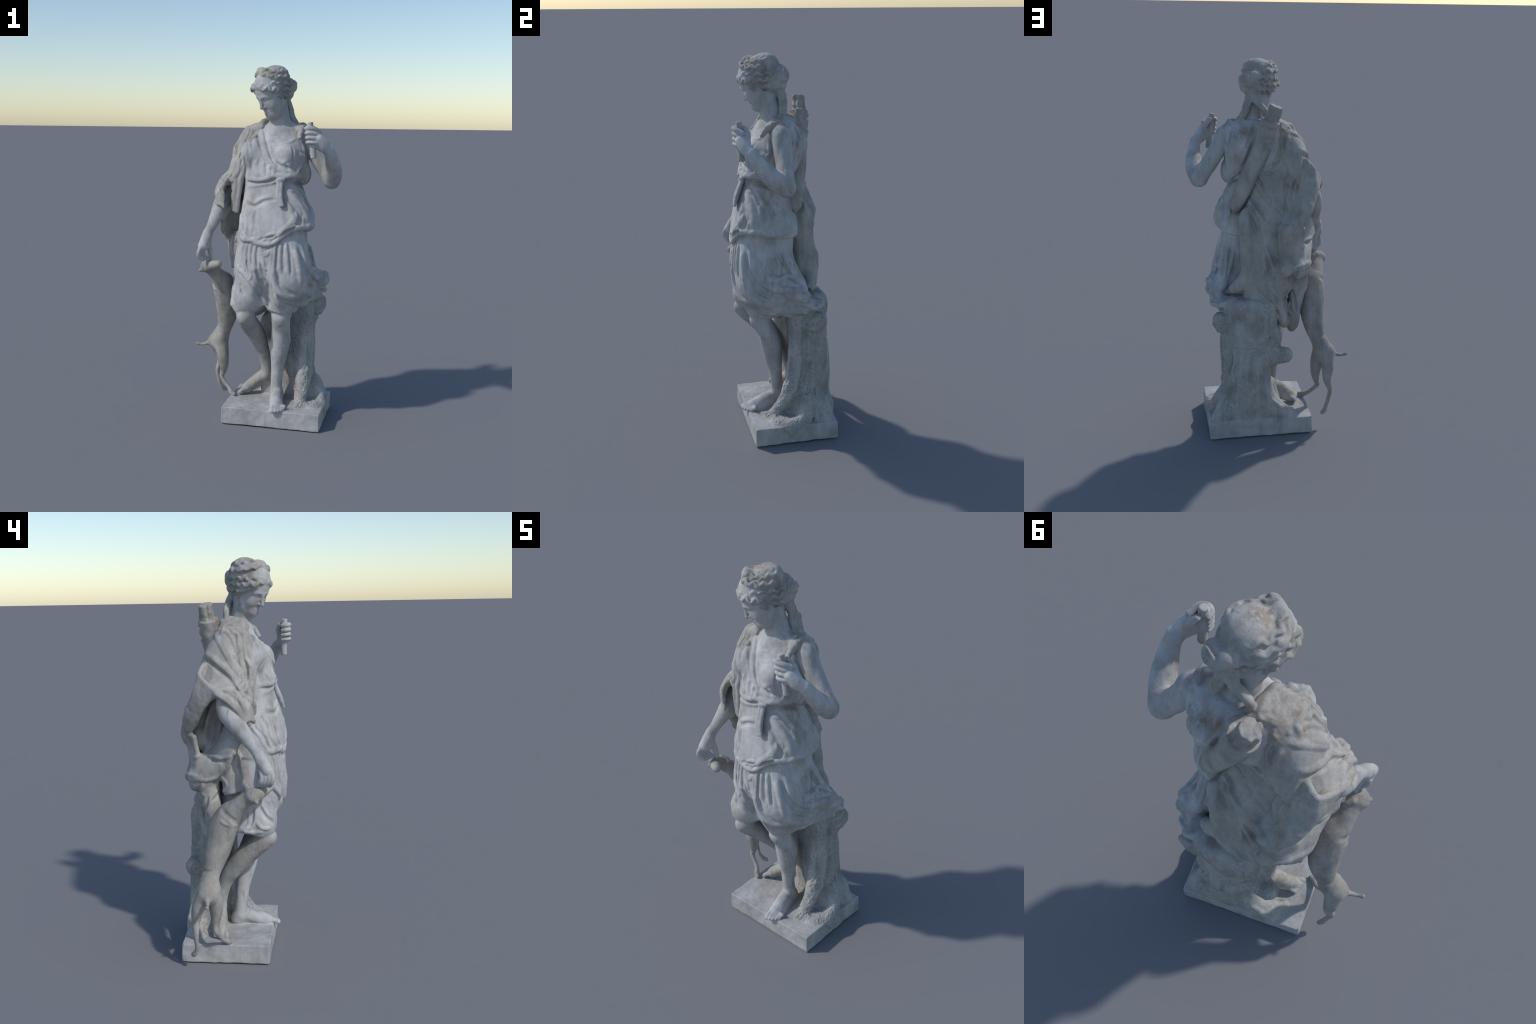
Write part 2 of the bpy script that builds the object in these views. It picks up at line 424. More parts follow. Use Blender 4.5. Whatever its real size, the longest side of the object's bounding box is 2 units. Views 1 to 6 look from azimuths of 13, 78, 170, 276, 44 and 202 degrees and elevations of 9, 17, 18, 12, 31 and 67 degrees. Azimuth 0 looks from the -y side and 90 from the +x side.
# ---- head
HC = V(0.045, -0.10, 1.862)
HF = V(-0.56, -0.68, -0.47)
HF /= np.linalg.norm(HF)
HU = V(-0.30, -0.36, 0.88)
HU -= HF * (HU @ HF)
HU /= np.linalg.norm(HU)
HR = np.cross(HF, HU)
HM = np.stack([HR, HF, HU], 1)
hl = lambda a, b, c: tuple(HC + a * HR + b * HF + c * HU)
hr = lambda a, b, c, r: hl(a, b, c) + (r,)
head = part('head', (-0.13, -0.25, 1.66), (0.20, 0.06, 2.02))
head.ball(hl(0, 0.0, 0.03), (0.074, 0.085, 0.085), k=0.02, frame=HM)
head.ball(hl(0, 0.022, -0.045), (0.06, 0.062, 0.078), k=0.03, frame=HM)
head.tube([hr(-0.048, 0.005, -0.07, 0.018), hr(-0.03, 0.036, -0.102, 0.018), hr(0, 0.055, -0.108, 0.018), hr(0.03, 0.036, -0.102, 0.018), hr(0.048, 0.005, -0.07, 0.018)], k=0.03)
head.ball(hl(0, 0.06, -0.105), (0.022, 0.021, 0.02), k=0.03, frame=HM)
head.ball(hl(0, 0.05, 0.015), (0.05, 0.03, 0.03), k=0.02, frame=HM)
for sd in (-1, 1):
    head.ball(hl(sd * 0.030, 0.045, -0.05), (0.026, 0.026, 0.03), k=0.02, frame=HM)
    head.ball(hl(sd * 0.0245, 0.098, -0.012), (0.016, 0.020, 0.010), k=0.012, frame=HM, cut=True)
    head.ball(hl(sd * 0.0245, 0.068, -0.015), (0.014, 0.010, 0.0075), k=0.005, frame=HM)
    head.tube([hr(sd * 0.008, 0.08, 0.0, 0.005), hr(sd * 0.024, 0.079, 0.006, 0.005), hr(sd * 0.042, 0.064, -0.002, 0.005)], k=0.012)
head.tube([hr(0, 0.08, 0.005, 0.0075), hr(0, 0.09, -0.025, 0.008), hr(0, 0.099, -0.048, 0.0095)], k=0.010)
for sd in (-1, 1):
    head.ball(hl(sd * 0.008, 0.087, -0.051), (0.0055, 0.008, 0.005), k=0.006, frame=HM)
head.tube([hr(-0.018, 0.077, -0.080, 0.0035), hr(0, 0.083, -0.0755, 0.0045), hr(0.018, 0.077, -0.080, 0.0035)], k=0.005)
head.tube([hr(-0.013, 0.077, -0.0885, 0.004), hr(0, 0.083, -0.0885, 0.006), hr(0.013, 0.077, -0.0885, 0.004)], k=0.005)

# ---- hair: wavy locks swept from a centre parting to a knot at the back
ht = lambda a, b, c: hl(a + 0.008, b, c)          # the hair mass sits a little to her right
hs = lambda a, b, c, r: ht(a, b, c) + (r,)
hair = part('hair', (-0.14, -0.26, 1.66), (0.24, 0.12, 2.03))
hair.ball(ht(0, -0.03, 0.03), (0.08, 0.096, 0.086), k=0.02, frame=HM)
hair.ball(ht(0.003, -0.065, 0.05), (0.08, 0.075, 0.062), k=0.02, frame=HM)
hair.ball(ht(0, -0.075, -0.03), (0.066, 0.06, 0.06), k=0.03, frame=HM)
hair.tube([hs(-0.068, 0.0, -0.012, 0.018), hs(-0.064, 0.03, 0.022, 0.02), hs(-0.036, 0.058, 0.048, 0.022), hs(0, 0.06, 0.058, 0.02), hs(0.036, 0.058, 0.048, 0.022), hs(0.064, 0.03, 0.022, 0.02), hs(0.068, 0.0, -0.012, 0.018)], k=0.015)
hair.tube([hs(-0.058, 0.0, 0.062, 0.022), hs(-0.035, 0.012, 0.098, 0.022), hs(0, 0.0, 0.116, 0.023), hs(0.04, -0.005, 0.104, 0.022), hs(0.07, -0.03, 0.08, 0.02)], k=0.02)
hair.ball(ht(-0.004, -0.135, -0.03), (0.046, 0.033, 0.042), k=0.014, frame=HM)
hair.ball(ht(0.03, -0.125, -0.005), (0.03, 0.03, 0.03), k=0.014, frame=HM)
for sd in (-1, 1):
    hair.tube([hs(sd * 0.066, 0.005, -0.03, 0.012), hs(sd * 0.062, 0.0, -0.06, 0.008)], k=0.012)
hair.tube([hs(0.0, -0.11, -0.07, 0.026), (0.110, 0.0, 1.82, 0.022), (0.124, 0.011, 1.785, 0.022), (0.135, 0.012, 1.745, 0.021), (0.15, 0.005, 1.715, 0.018), (0.17, -0.01, 1.69, 0.014)], k=0.01)
hair.tube([(0.10, -0.005, 1.83, 0.026), (0.08, 0.02, 1.795, 0.018), (0.055, 0.026, 1.77, 0.017), (0.036, 0.03, 1.745, 0.016), (0.03, 0.03, 1.70, 0.014)], k=0.01)
LOCKS = [[(0.0, 0.075, 0.044), (0.040, 0.064, 0.030), (0.066, 0.030, 0.002), (0.074, -0.01, -0.035), (0.07, -0.06, -0.055), (0.035, -0.11, -0.055)],
         [(0.004, 0.08, 0.062), (0.045, 0.066, 0.048), (0.080, 0.028, 0.024), (0.088, -0.02, 0.0), (0.078, -0.075, -0.022), (0.035, -0.12, -0.03)],
         [(0.01, 0.072, 0.080), (0.052, 0.050, 0.070), (0.085, 0.008, 0.048), (0.09, -0.045, 0.024), (0.07, -0.095, 0.0), (0.03, -0.125, 0.0)],
         [(0.015, 0.035, 0.118), (0.055, 0.015, 0.10), (0.08, -0.02, 0.075), (0.08, -0.07, 0.05), (0.05, -0.11, 0.03)],
         [(0.02, -0.005, 0.135), (0.055, -0.03, 0.11), (0.07, -0.07, 0.085), (0.045, -0.105, 0.06)]]
curls = []
for sd in (-1, 1):
    for n, lock in enumerate(LOCKS):
        q = spline([ht(sd * a, b, c) for a, b, c in lock], 0.008)
        wob = np.sin(np.arange(len(q)) * 0.008 / 0.042 * 2 * math.pi + n * 2.1 + sd)
        away = np.cross(np.gradient(q, axis=0), q - HC)
        away /= np.linalg.norm(away, axis=1, keepdims=True) + 1e-9
        curls.append((q + away * (0.007 * wob)[:, None], 0.0135, 0.013))
        curls.append((q + away * (0.007 * wob - 0.013)[:, None], 0.009, -0.010))
        curls.append((q + away * (0.007 * wob + 0.004)[:, None], 0.005, -0.003))
for a, b, c in [(-0.085, -0.02, 0.03), (-0.068, -0.05, 0.066), (-0.09, 0.005, 0.01), (-0.075, 0.02, 0.05), (0.085, -0.02, 0.03), (-0.02, -0.16, -0.02), (0.012, -0.155, -0.05), (-0.04, -0.14, 0.0)]:
    curls.append(([ht(a, b, c), ht(a * 1.02, b - 0.008, c - 0.006)], 0.012, -0.009))
for rad, hgt in ((0.016, -0.008), (0.027, 0.007), (0.038, -0.008)):      # coiled knot
    curls.append(([ht(-0.004 + rad * math.cos(t), -0.165, -0.03 + rad * math.sin(t) * (0.8 + 0.15 * math.sin(3 * t))) for t in np.linspace(0, 6.1, 10)], 0.011, hgt))
for off in (-0.012, 0.0, 0.012):                                             # twisted tail
    curls.append(([(0.112 + off, 0.022, 1.84), (0.125 + off * 0.6, 0.032, 1.80), (0.138 - off * 0.5, 0.042, 1.765), (0.148 + off * 0.6, 0.04, 1.73), (0.165 + off, 0.02, 1.70)], 0.008, -0.007 if off else 0.006))
    curls.append(([(0.14, -0.005 + off, 1.83), (0.15, 0.01 - off, 1.79), (0.162, 0.015 + off, 1.75), (0.17, 0.01 - off, 1.72)], 0.008, -0.006))
hair.folds(curls)

# ---- her left arm, raised to the chest
arm_l = part('arm', (0.15, -0.26, 1.30), (0.47, 0.10, 1.74))
arm_l.tube([(0.195, -0.018, 1.64, 0.048), (0.236, -0.022, 1.615, 0.049), (0.27, -0.022, 1.55, 0.045), (0.308, -0.022, 1.485, 0.043), (0.35, -0.028, 1.425, 0.044), (0.372, -0.032, 1.395, 0.045)], k=0.02)
arm_l.tube([(0.374, -0.032, 1.39, 0.045), (0.391, -0.085, 1.428, 0.046), (0.393, -0.136, 1.478, 0.041), (0.388, -0.17, 1.52, 0.034), (0.377, -0.195, 1.557, 0.028)], k=0.02)
hand_l = part('hand', (0.24, -0.31, 1.50), (0.42, -0.15, 1.74))
hand_l.tube([(0.374, -0.20, 1.562, 0.028), (0.355, -0.222, 1.588, 0.027), (0.33, -0.238, 1.615, 0.026)], k=0.02)
hand_l.tube([(0.345, -0.218, 1.57, 0.022), (0.315, -0.23, 1.585, 0.02)], k=0.02)
for i in range(4):
    z = 1.668 - 0.024 * i
    x = 0.322 + 0.002 * i
    r = 0.0125 - 0.001 * i
    hand_l.tube([(x + 0.008, -0.232, z - 0.016, r), (x - 0.012, -0.256, z - 0.002, r), (x - 0.042, -0.262, z + 0.002, r), (x - 0.058, -0.246, z, r * 0.95), (x - 0.055, -0.228, z - 0.002, r * 0.9)], k=0.005)
hand_l.tube([(0.345, -0.21, 1.605, 0.016), (0.32, -0.205, 1.645, 0.014), (0.295, -0.212, 1.672, 0.011)], k=0.01)
stick = part('bow_fragment', (0.24, -0.29, 1.48), (0.36, -0.18, 1.73))
stick.rod((0.2825, -0.238, 1.700), (0.304, -0.232, 1.514), 0.0155, 0.0165, k=0.004)

# ---- her right arm, reaching down to the hound
arm_r = part('arm', (-0.40, -0.26, 1.02), (-0.10, 0.12, 1.55))
arm_r.tube([(-0.15, 0.02, 1.45, 0.032), (-0.19, 0.015, 1.37, 0.038), (-0.23, 0.0, 1.29, 0.047), (-0.252, -0.045, 1.23, 0.044), (-0.263, -0.085, 1.182, 0.037), (-0.277, -0.125, 1.13, 0.029), (-0.292, -0.155, 1.09, 0.025)], k=0.02)
hand_r = part('hand', (-0.40, -0.30, 0.90), (-0.24, -0.10, 1.14))
hand_r.tube([(-0.294, -0.155, 1.09, 0.026), (-0.301, -0.175, 1.055, 0.028), (-0.310, -0.195, 1.02, 0.027)], k=0.015)
hand_r.tube([(-0.295, -0.165, 1.06, 0.022), (-0.29, -0.165, 1.02, 0.018)], k=0.02)
for i in range(4):
    y = -0.222 + i * 0.017
    x = -0.318 + 0.003 * i
    hand_r.tube([(x + 0.004, y + 0.01, 1.02, 0.012), (x - 0.008, y, 0.99, 0.0115), (x - 0.006, y + 0.006, 0.965, 0.0105), (x + 0.012, y + 0.018, 0.948, 0.0095)], k=0.005)
hand_r.tube([(-0.292, -0.155, 1.04, 0.015), (-0.283, -0.145, 0.99, 0.0125), (-0.281, -0.135, 0.945, 0.010)], k=0.008)

# ---- cloak
cloak = part('cloak', (-0.36, -0.22, 0.48), (0.26, 0.34, 1.74))
cloak.loft([(1.66, -0.10, 0.10, -0.05, 0.07), (1.60, -0.14, 0.13, -0.08, 0.085), (1.5, -0.165, 0.14, -0.08, 0.10), (1.4, -0.17, 0.15, -0.06, 0.105),
            (1.3, -0.15, 0.155, 0.0, 0.118, 2.4), (1.2, -0.13, 0.165, 0.03, 0.146, 2.5), (1.1, -0.12, 0.168, 0.04, 0.162, 2.5), (1.0, -0.11, 0.165, 0.05, 0.17, 2.4),
            (0.92, -0.115, 0.165, 0.05, 0.178, 2.3), (0.84, -0.11, 0.165, 0.05, 0.192, 2.4, 1.6), (0.78, -0.08, 0.16, 0.05, 0.205, 2.4, 1.5), (0.74, -0.075, 0.13, 0.05, 0.185, 2.2, 1.5), (0.66, -0.09, 0.06, 0.05, 0.135), (0.60, -0.095, -0.02, 0.045, 0.10)], k=0.01)
cloak.tube([(0.0, 0.14, 1.56, 0.024), (0.04, 0.138, 1.45, 0.04), (0.08, 0.132, 1.35, 0.042), (0.115, 0.125, 1.27, 0.026)], k=0.03, cut=True)
# sleeve-like fall over the right shoulder and arm
cloak.loft([(1.695, -0.06, 0.01, -0.06, 0.045), (1.67, -0.108, 0.02, -0.075, 0.06), (1.63, -0.138, 0.02, -0.09, 0.085), (1.56, -0.18, 0.02, -0.095, 0.118, 2.3), (1.5, -0.192, 0.02, -0.09, 0.14, 2.1), (1.44, -0.21, -0.0, -0.088, 0.152, 2.1),
            (1.40, -0.244, -0.02, -0.09, 0.152, 2.0), (1.37, -0.256, -0.04, -0.09, 0.14, 2.0), (1.35, -0.253, -0.05, -0.088, 0.12, 2.0)], k=0.02, cap=0.012)
cloak.tube([(-0.01, -0.075, 1.675, 0.012), (-0.008, -0.045, 1.70, 0.015), (0.0, 0.005, 1.70, 0.022), (0.025, 0.05, 1.68, 0.024), (0.07, 0.075, 1.665, 0.018)], k=0.03)
cloak.ball((-0.23, 0.12, 1.17), (0.12, 0.075, 0.13), k=0.012, frame=[[1, 0, 0], [0, 0.84, 0.54], [0, -0.54, 0.84]], cut=True)
cloak.sheet([[(-0.265, 0.04, 1.37), (-0.272, 0.0, 1.345), (-0.27, -0.05, 1.30), (-0.255, -0.085, 1.245)],
             [(-0.24, 0.0, 1.38), (-0.25, -0.04, 1.36), (-0.25, -0.09, 1.31), (-0.235, -0.11, 1.25)],
             [(-0.18, -0.09, 1.42), (-0.2, -0.11, 1.36), (-0.21, -0.125, 1.30), (-0.20, -0.125, 1.23)]], thick=0.012, k=0.015)
cloak.sheet([[(-0.04, -0.105, 1.62), (-0.085, -0.12, 1.5), (-0.11, -0.112, 1.4), (-0.135, -0.098, 1.28), (-0.145, -0.09, 1.21)],
             [(-0.09, -0.09, 1.60), (-0.135, -0.10, 1.5), (-0.158, -0.098, 1.4), (-0.168, -0.09, 1.28), (-0.163, -0.085, 1.22)]], thick=0.013, k=0.02)
cloak.tube([(-0.08, -0.065, 1.58, 0.028), (-0.12, -0.06, 1.5, 0.028), (-0.15, -0.055, 1.42, 0.026)], k=0.02)
cloak.tube([(-0.165, -0.125, 1.47, 0.008), (-0.18, -0.12, 1.40, 0.02), (-0.187, -0.118, 1.32, 0.022), (-0.187, -0.115, 1.22, 0.02)], k=0.015, cut=True)
# flaring edge: swings from the elbow round to the back
cloak.sheet([[(-0.17, 0.115, 1.50), (-0.12, 0.12, 1.38), (-0.08, 0.125, 1.30), (-0.06, 0.15, 1.22), (-0.02, 0.165, 1.15)],
             [(-0.21, 0.128, 1.45), (-0.208, 0.155, 1.375), (-0.178, 0.19, 1.305), (-0.14, 0.215, 1.235), (-0.05, 0.212, 1.16)],
             [(-0.255, 0.055, 1.383), (-0.228, 0.11, 1.325), (-0.198, 0.15, 1.262), (-0.16, 0.195, 1.21), (-0.10, 0.238, 1.165), (-0.045, 0.217, 1.135)],
             [(-0.242, 0.06, 1.372), (-0.214, 0.108, 1.31), (-0.182, 0.147, 1.245), (-0.145, 0.19, 1.185), (-0.10, 0.23, 1.13), (-0.05, 0.21, 1.09)]], thick=0.012, k=0.016)
# hanging channel below the flare, and the scooped pouch that ends at the hound
cloak.sheet([[(-0.03, 0.185, 1.17), (-0.03, 0.175, 1.06), (-0.035, 0.18, 0.97)],
             [(-0.07, 0.225, 1.17), (-0.065, 0.207, 1.06), (-0.06, 0.205, 0.97)],
             [(-0.115, 0.212, 1.16), (-0.115, 0.19, 1.06), (-0.115, 0.18, 0.97)],
             [(-0.15, 0.175, 1.15), (-0.145, 0.16, 1.06), (-0.14, 0.155, 0.98)]], thick=0.013, k=0.015)
# the dark hollow behind the forearm
cloak.ball((-0.20, 0.093, 1.19), (0.125, 0.052, 0.118), k=0.02, frame=[[1, 0, 0], [0, 0.96, -0.28], [0, 0.28, 0.96]], cut=True)
cloak.sheet([[(-0.14, -0.01, 1.26), (-0.195, -0.035, 1.225), (-0.228, -0.068, 1.165)],
             [(-0.14, 0.035, 1.16), (-0.20, 0.02, 1.135), (-0.24, -0.028, 1.098)],
             [(-0.13, 0.09, 1.06), (-0.183, 0.06, 1.045), (-0.223, 0.0, 1.035)],
             [(-0.12, 0.12, 0.99), (-0.165, 0.09, 0.97), (-0.178, 0.02, 0.965)]], thick=0.013, k=0.02)
cloak.tube([(-0.195, 0.035, 1.02, 0.03), (-0.18, 0.08, 0.995, 0.034), (-0.148, 0.13, 0.965, 0.036), (-0.11, 0.18, 0.955, 0.038), (-0.06, 0.203, 0.945, 0.034)], k=0.03)
cloak.ball((-0.12, 0.11, 1.02), (0.055, 0.07, 0.05), k=0.03)
cloak.ball((-0.13, 0.10, 0.96), (0.075, 0.12, 0.05), k=0.03, frame=[[1, 0, 0], [0, 0.84, 0.54], [0, -0.54, 0.84]])
cloak.tube([(-0.02, 0.165, 0.9, 0.03), (-0.012, 0.15, 0.84, 0.028), (-0.025, 0.135, 0.77, 0.02)], k=0.02)
cloak.tube([(-0.15, 0.11, 0.92, 0.046), (-0.143, 0.093, 0.8, 0.043), (-0.132, 0.077, 0.68, 0.036), (-0.126, 0.062, 0.58, 0.03), (-0.122, 0.052, 0.545, 0.02)], k=0.02)
cloak.tube([(-0.0, 0.17, 0.8, 0.033), (-0.03, 0.145, 0.7, 0.032), (-0.07, 0.105, 0.6, 0.026)], k=0.02)
cloak.ball((-0.07, 0.17, 1.13), (0.04, 0.035, 0.06), k=0.02)
# heavy fold over her left hip
cloak.tube([(0.15, 0.10, 1.235, 0.03), (0.143, 0.125, 1.17, 0.036), (0.14, 0.14, 1.05, 0.036), (0.135, 0.155, 0.95, 0.04), (0.125, 0.165, 0.85, 0.036), (0.12, 0.165, 0.82, 0.03)], k=0.02)
cloak.tube([(0.15, 0.15, 0.90, 0.028), (0.183, 0.15, 0.85, 0.032), (0.212, 0.135, 0.825, 0.026)], k=0.02)
cloak.ball((0.222, 0.128, 0.815), (0.014, 0.012, 0.012), k=0.006, cut=True)
# end thrown beside the skirt
cloak.sheet([[(-0.145, -0.03, 1.08), (-0.155, -0.045, 1.0), (-0.16, -0.045, 0.90)],
             [(-0.175, -0.005, 1.07), (-0.195, -0.015, 0.98), (-0.185, -0.01, 0.89)],
             [(-0.17, 0.03, 1.06), (-0.185, 0.025, 0.97), (-0.17, 0.02, 0.88)]], thick=0.015, k=0.02)

# ---- quiver on her back with arrow shafts
for wrap in (cloak, tunic):                                                                # bed pressed into the cloth
    wrap.tube([(0.19, 0.075, 1.25, 0.046), (0.142, 0.102, 1.38, 0.053), (0.092, 0.121, 1.51, 0.056), (0.042, 0.134, 1.64, 0.057), (0.018, 0.14, 1.70, 0.055)], k=0.012, cut=True)
quiver = part('quiver', (-0.08, 0.0, 1.18), (0.26, 0.20, 1.83))
quiver.tube([(0.188, 0.058, 1.26, 0.036), (0.14, 0.081, 1.38, 0.043), (0.09, 0.099, 1.51, 0.046), (0.04, 0.112, 1.64, 0.047)], k=0.006)
quiver.rod((0.062, 0.107, 1.58), (0.016, 0.119, 1.708), 0.047, 0.049, k=0.01)
quiver.rod((0.02, 0.122, 1.695), (-0.010, 0.126, 1.780), 0.038, 0.034, k=0.008)
quiver.ball((0.194, 0.056, 1.232), (0.016, 0.016, 0.014), k=0.008)
quiver.folds([([(0.02 + dx, 0.122 + dy, 1.705), (-0.012 + dx, 0.126 + dy, 1.78)], 0.011, -0.009) for dx, dy in ((0.03, 0.02), (0.005, 0.038), (-0.025, 0.025), (-0.035, -0.01), (-0.01, -0.038), (0.03, -0.025))])

# ---- hound
dog = part('hound_torso', (-0.40, -0.13, 0.36), (-0.12, 0.20, 0.92))
dog.tube([(-0.285, -0.085, 0.87, 0.036), (-0.268, -0.045, 0.835, 0.042), (-0.245, 0.0, 0.785, 0.062), (-0.235, 0.03, 0.72, 0.07), (-0.235, 0.052, 0.64, 0.066), (-0.242, 0.072, 0.57, 0.056),
          (-0.262, 0.09, 0.50, 0.044), (-0.29, 0.10, 0.44, 0.048), (-0.31, 0.10, 0.40, 0.045)], k=0.01)
dhead = part('hound_head', (-0.39, -0.25, 0.82), (-0.17, -0.06, 0.98))
dhead.ball((-0.298, -0.125, 0.897), (0.045, 0.042, 0.038), k=0.015)
dhead.tube([(-0.285, -0.15, 0.905, 0.03), (-0.25, -0.18, 0.917, 0.025), (-0.218, -0.203, 0.926, 0.020)], k=0.012)
dhead.tube([(-0.285, -0.10, 0.925, 0.012), (-0.262, -0.085, 0.915, 0.010), (-0.245, -0.085, 0.895, 0.007)], k=0.012)
dhead.ball((-0.272, -0.172, 0.938), (0.008, 0.008, 0.006), k=0.006, cut=True)
dhead.tube([(-0.32, -0.14, 0.885, 0.014), (-0.34, -0.146, 0.874, 0.009)], k=0.01)
dtail = part('hound_tail', (-0.46, 0.04, 0.34), (-0.30, 0.14, 0.46))
dtail.tube([(-0.33, 0.098, 0.405, 0.025), (-0.365, 0.095, 0.392, 0.013), (-0.40, 0.09, 0.381, 0.009), (-0.428, 0.087, 0.384, 0.0095)], k=0.015)
dleg_a = part('hound_leg', (-0.38, -0.03, 0.08), (-0.14, 0.14, 0.46))
dleg_a.tube([(-0.285, 0.085, 0.42, 0.045), (-0.268, 0.07, 0.35, 0.038), (-0.26, 0.072, 0.28, 0.028), (-0.264, 0.075, 0.23, 0.017), (-0.273, 0.07, 0.195, 0.013), (-0.245, 0.058, 0.16, 0.011), (-0.222, 0.048, 0.138, 0.012), (-0.197, 0.022, 0.116, 0.016), (-0.182, 0.012, 0.113, 0.013)], k=0.012)
dleg_b = part('hound_leg', (-0.40, 0.06, 0.05), (-0.23, 0.24, 0.46))
dleg_b.tube([(-0.315, 0.11, 0.41, 0.045), (-0.312, 0.148, 0.34, 0.034), (-0.307, 0.165, 0.27, 0.022), (-0.325, 0.162, 0.21, 0.014), (-0.322, 0.162, 0.17, 0.0115), (-0.311, 0.163, 0.125, 0.011), (-0.295, 0.178, 0.09, 0.014), (-0.28, 0.188, 0.08, 0.012)], k=0.012)


# ------------------------------------------------------------------ drapery: pleats, creases and hems laid on the parts
tunic.folds([
    ([(-0.020, -0.081, 1.683), (-0.007, -0.096, 1.641), (0.015, -0.138, 1.580), (0.047, -0.171, 1.515), (0.092, -0.189, 1.463), (0.149, -0.186, 1.426), (0.204, -0.149, 1.402)], 0.015, 0.012),
    ([(0.008, -0.092, 1.649), (0.036, -0.139, 1.581), (0.066, -0.166, 1.528), (0.114, -0.190, 1.478), (0.168, -0.179, 1.442)], 0.009, -0.007),
    ([(-0.027, -0.085, 1.651), (-0.006, -0.138, 1.581), (0.027, -0.171, 1.507), (0.071, -0.190, 1.456), (0.128, -0.193, 1.420)], 0.008, -0.006),
    ([(-0.059, -0.077, 1.662), (-0.076, -0.109, 1.607), (-0.075, -0.166, 1.547), (-0.069, -0.156, 1.484), (-0.053, -0.158, 1.424)], 0.014, 0.008),
    ([(-0.019, -0.167, 1.493), (-0.026, -0.171, 1.446), (-0.007, -0.188, 1.406)], 0.014, 0.008),
    ([(0.022, -0.177, 1.488), (0.023, -0.191, 1.439), (0.034, -0.199, 1.400)], 0.014, 0.008),
    ([(0.062, -0.185, 1.475), (0.059, -0.196, 1.435), (0.075, -0.200, 1.409)], 0.014, 0.008),
    ([(-0.045, -0.166, 1.499), (-0.046, -0.158, 1.451), (-0.031, -0.177, 1.406)], 0.012, -0.008),
    ([(-0.001, -0.167, 1.508), (-0.000, -0.180, 1.453), (0.014, -0.195, 1.400)], 0.012, -0.008),
    ([(0.041, -0.179, 1.493), (0.044, -0.192, 1.448), (0.053, -0.201, 1.403)], 0.012, -0.008),
    ([(-0.076, -0.167, 1.525), (-0.083, -0.138, 1.470), (-0.072, -0.142, 1.414)], 0.012, -0.008),
    ([(-0.040, -0.084, 1.648), (-0.037, -0.119, 1.607), (-0.015, -0.150, 1.568)], 0.014, 0.008),
    ([(-0.060, -0.087, 1.641), (-0.051, -0.139, 1.594), (-0.039, -0.166, 1.554)], 0.012, -0.008),
    ([(0.065, -0.161, 1.540), (0.093, -0.184, 1.501), (0.134, -0.193, 1.487), (0.164, -0.190, 1.505)], 0.018, 0.006),
    ([(0.173, -0.142, 1.570), (0.186, -0.174, 1.510), (0.196, -0.159, 1.463), (0.204, -0.152, 1.436)], 0.012, -0.008),
    ([(0.220, -0.077, 1.583), (0.228, -0.083, 1.522), (0.220, -0.126, 1.469), (0.204, -0.152, 1.436)], 0.016, 0.012),
    ([(0.235, -0.060, 1.542), (0.235, -0.079, 1.487), (0.226, -0.121, 1.441)], 0.012, -0.008),
    ([(0.035, -0.124, 1.608), (0.089, -0.141, 1.578), (0.148, -0.123, 1.593), (0.182, -0.094, 1.612)], 0.014, 0.008),
    ([(0.044, -0.139, 1.582), (0.065, -0.161, 1.540), (0.076, -0.176, 1.509)], 0.014, 0.008),
    ([(0.042, -0.149, 1.562), (0.069, -0.175, 1.507), (0.108, -0.189, 1.468)], 0.012, -0.008),
    ([(0.102, -0.189, 1.462), (0.148, -0.186, 1.442), (0.192, -0.164, 1.435)], 0.014, 0.008),
    ([(0.148, -0.189, 1.469), (0.174, -0.176, 1.457), (0.192, -0.163, 1.460)], 0.012, -0.008),
    ([(0.155, -0.191, 1.490), (0.180, -0.172, 1.442), (0.210, -0.146, 1.421)], 0.014, 0.008),
    ([(0.242, -0.052, 1.474), (0.246, -0.074, 1.432), (0.229, -0.094, 1.406)], 0.014, 0.008),
])
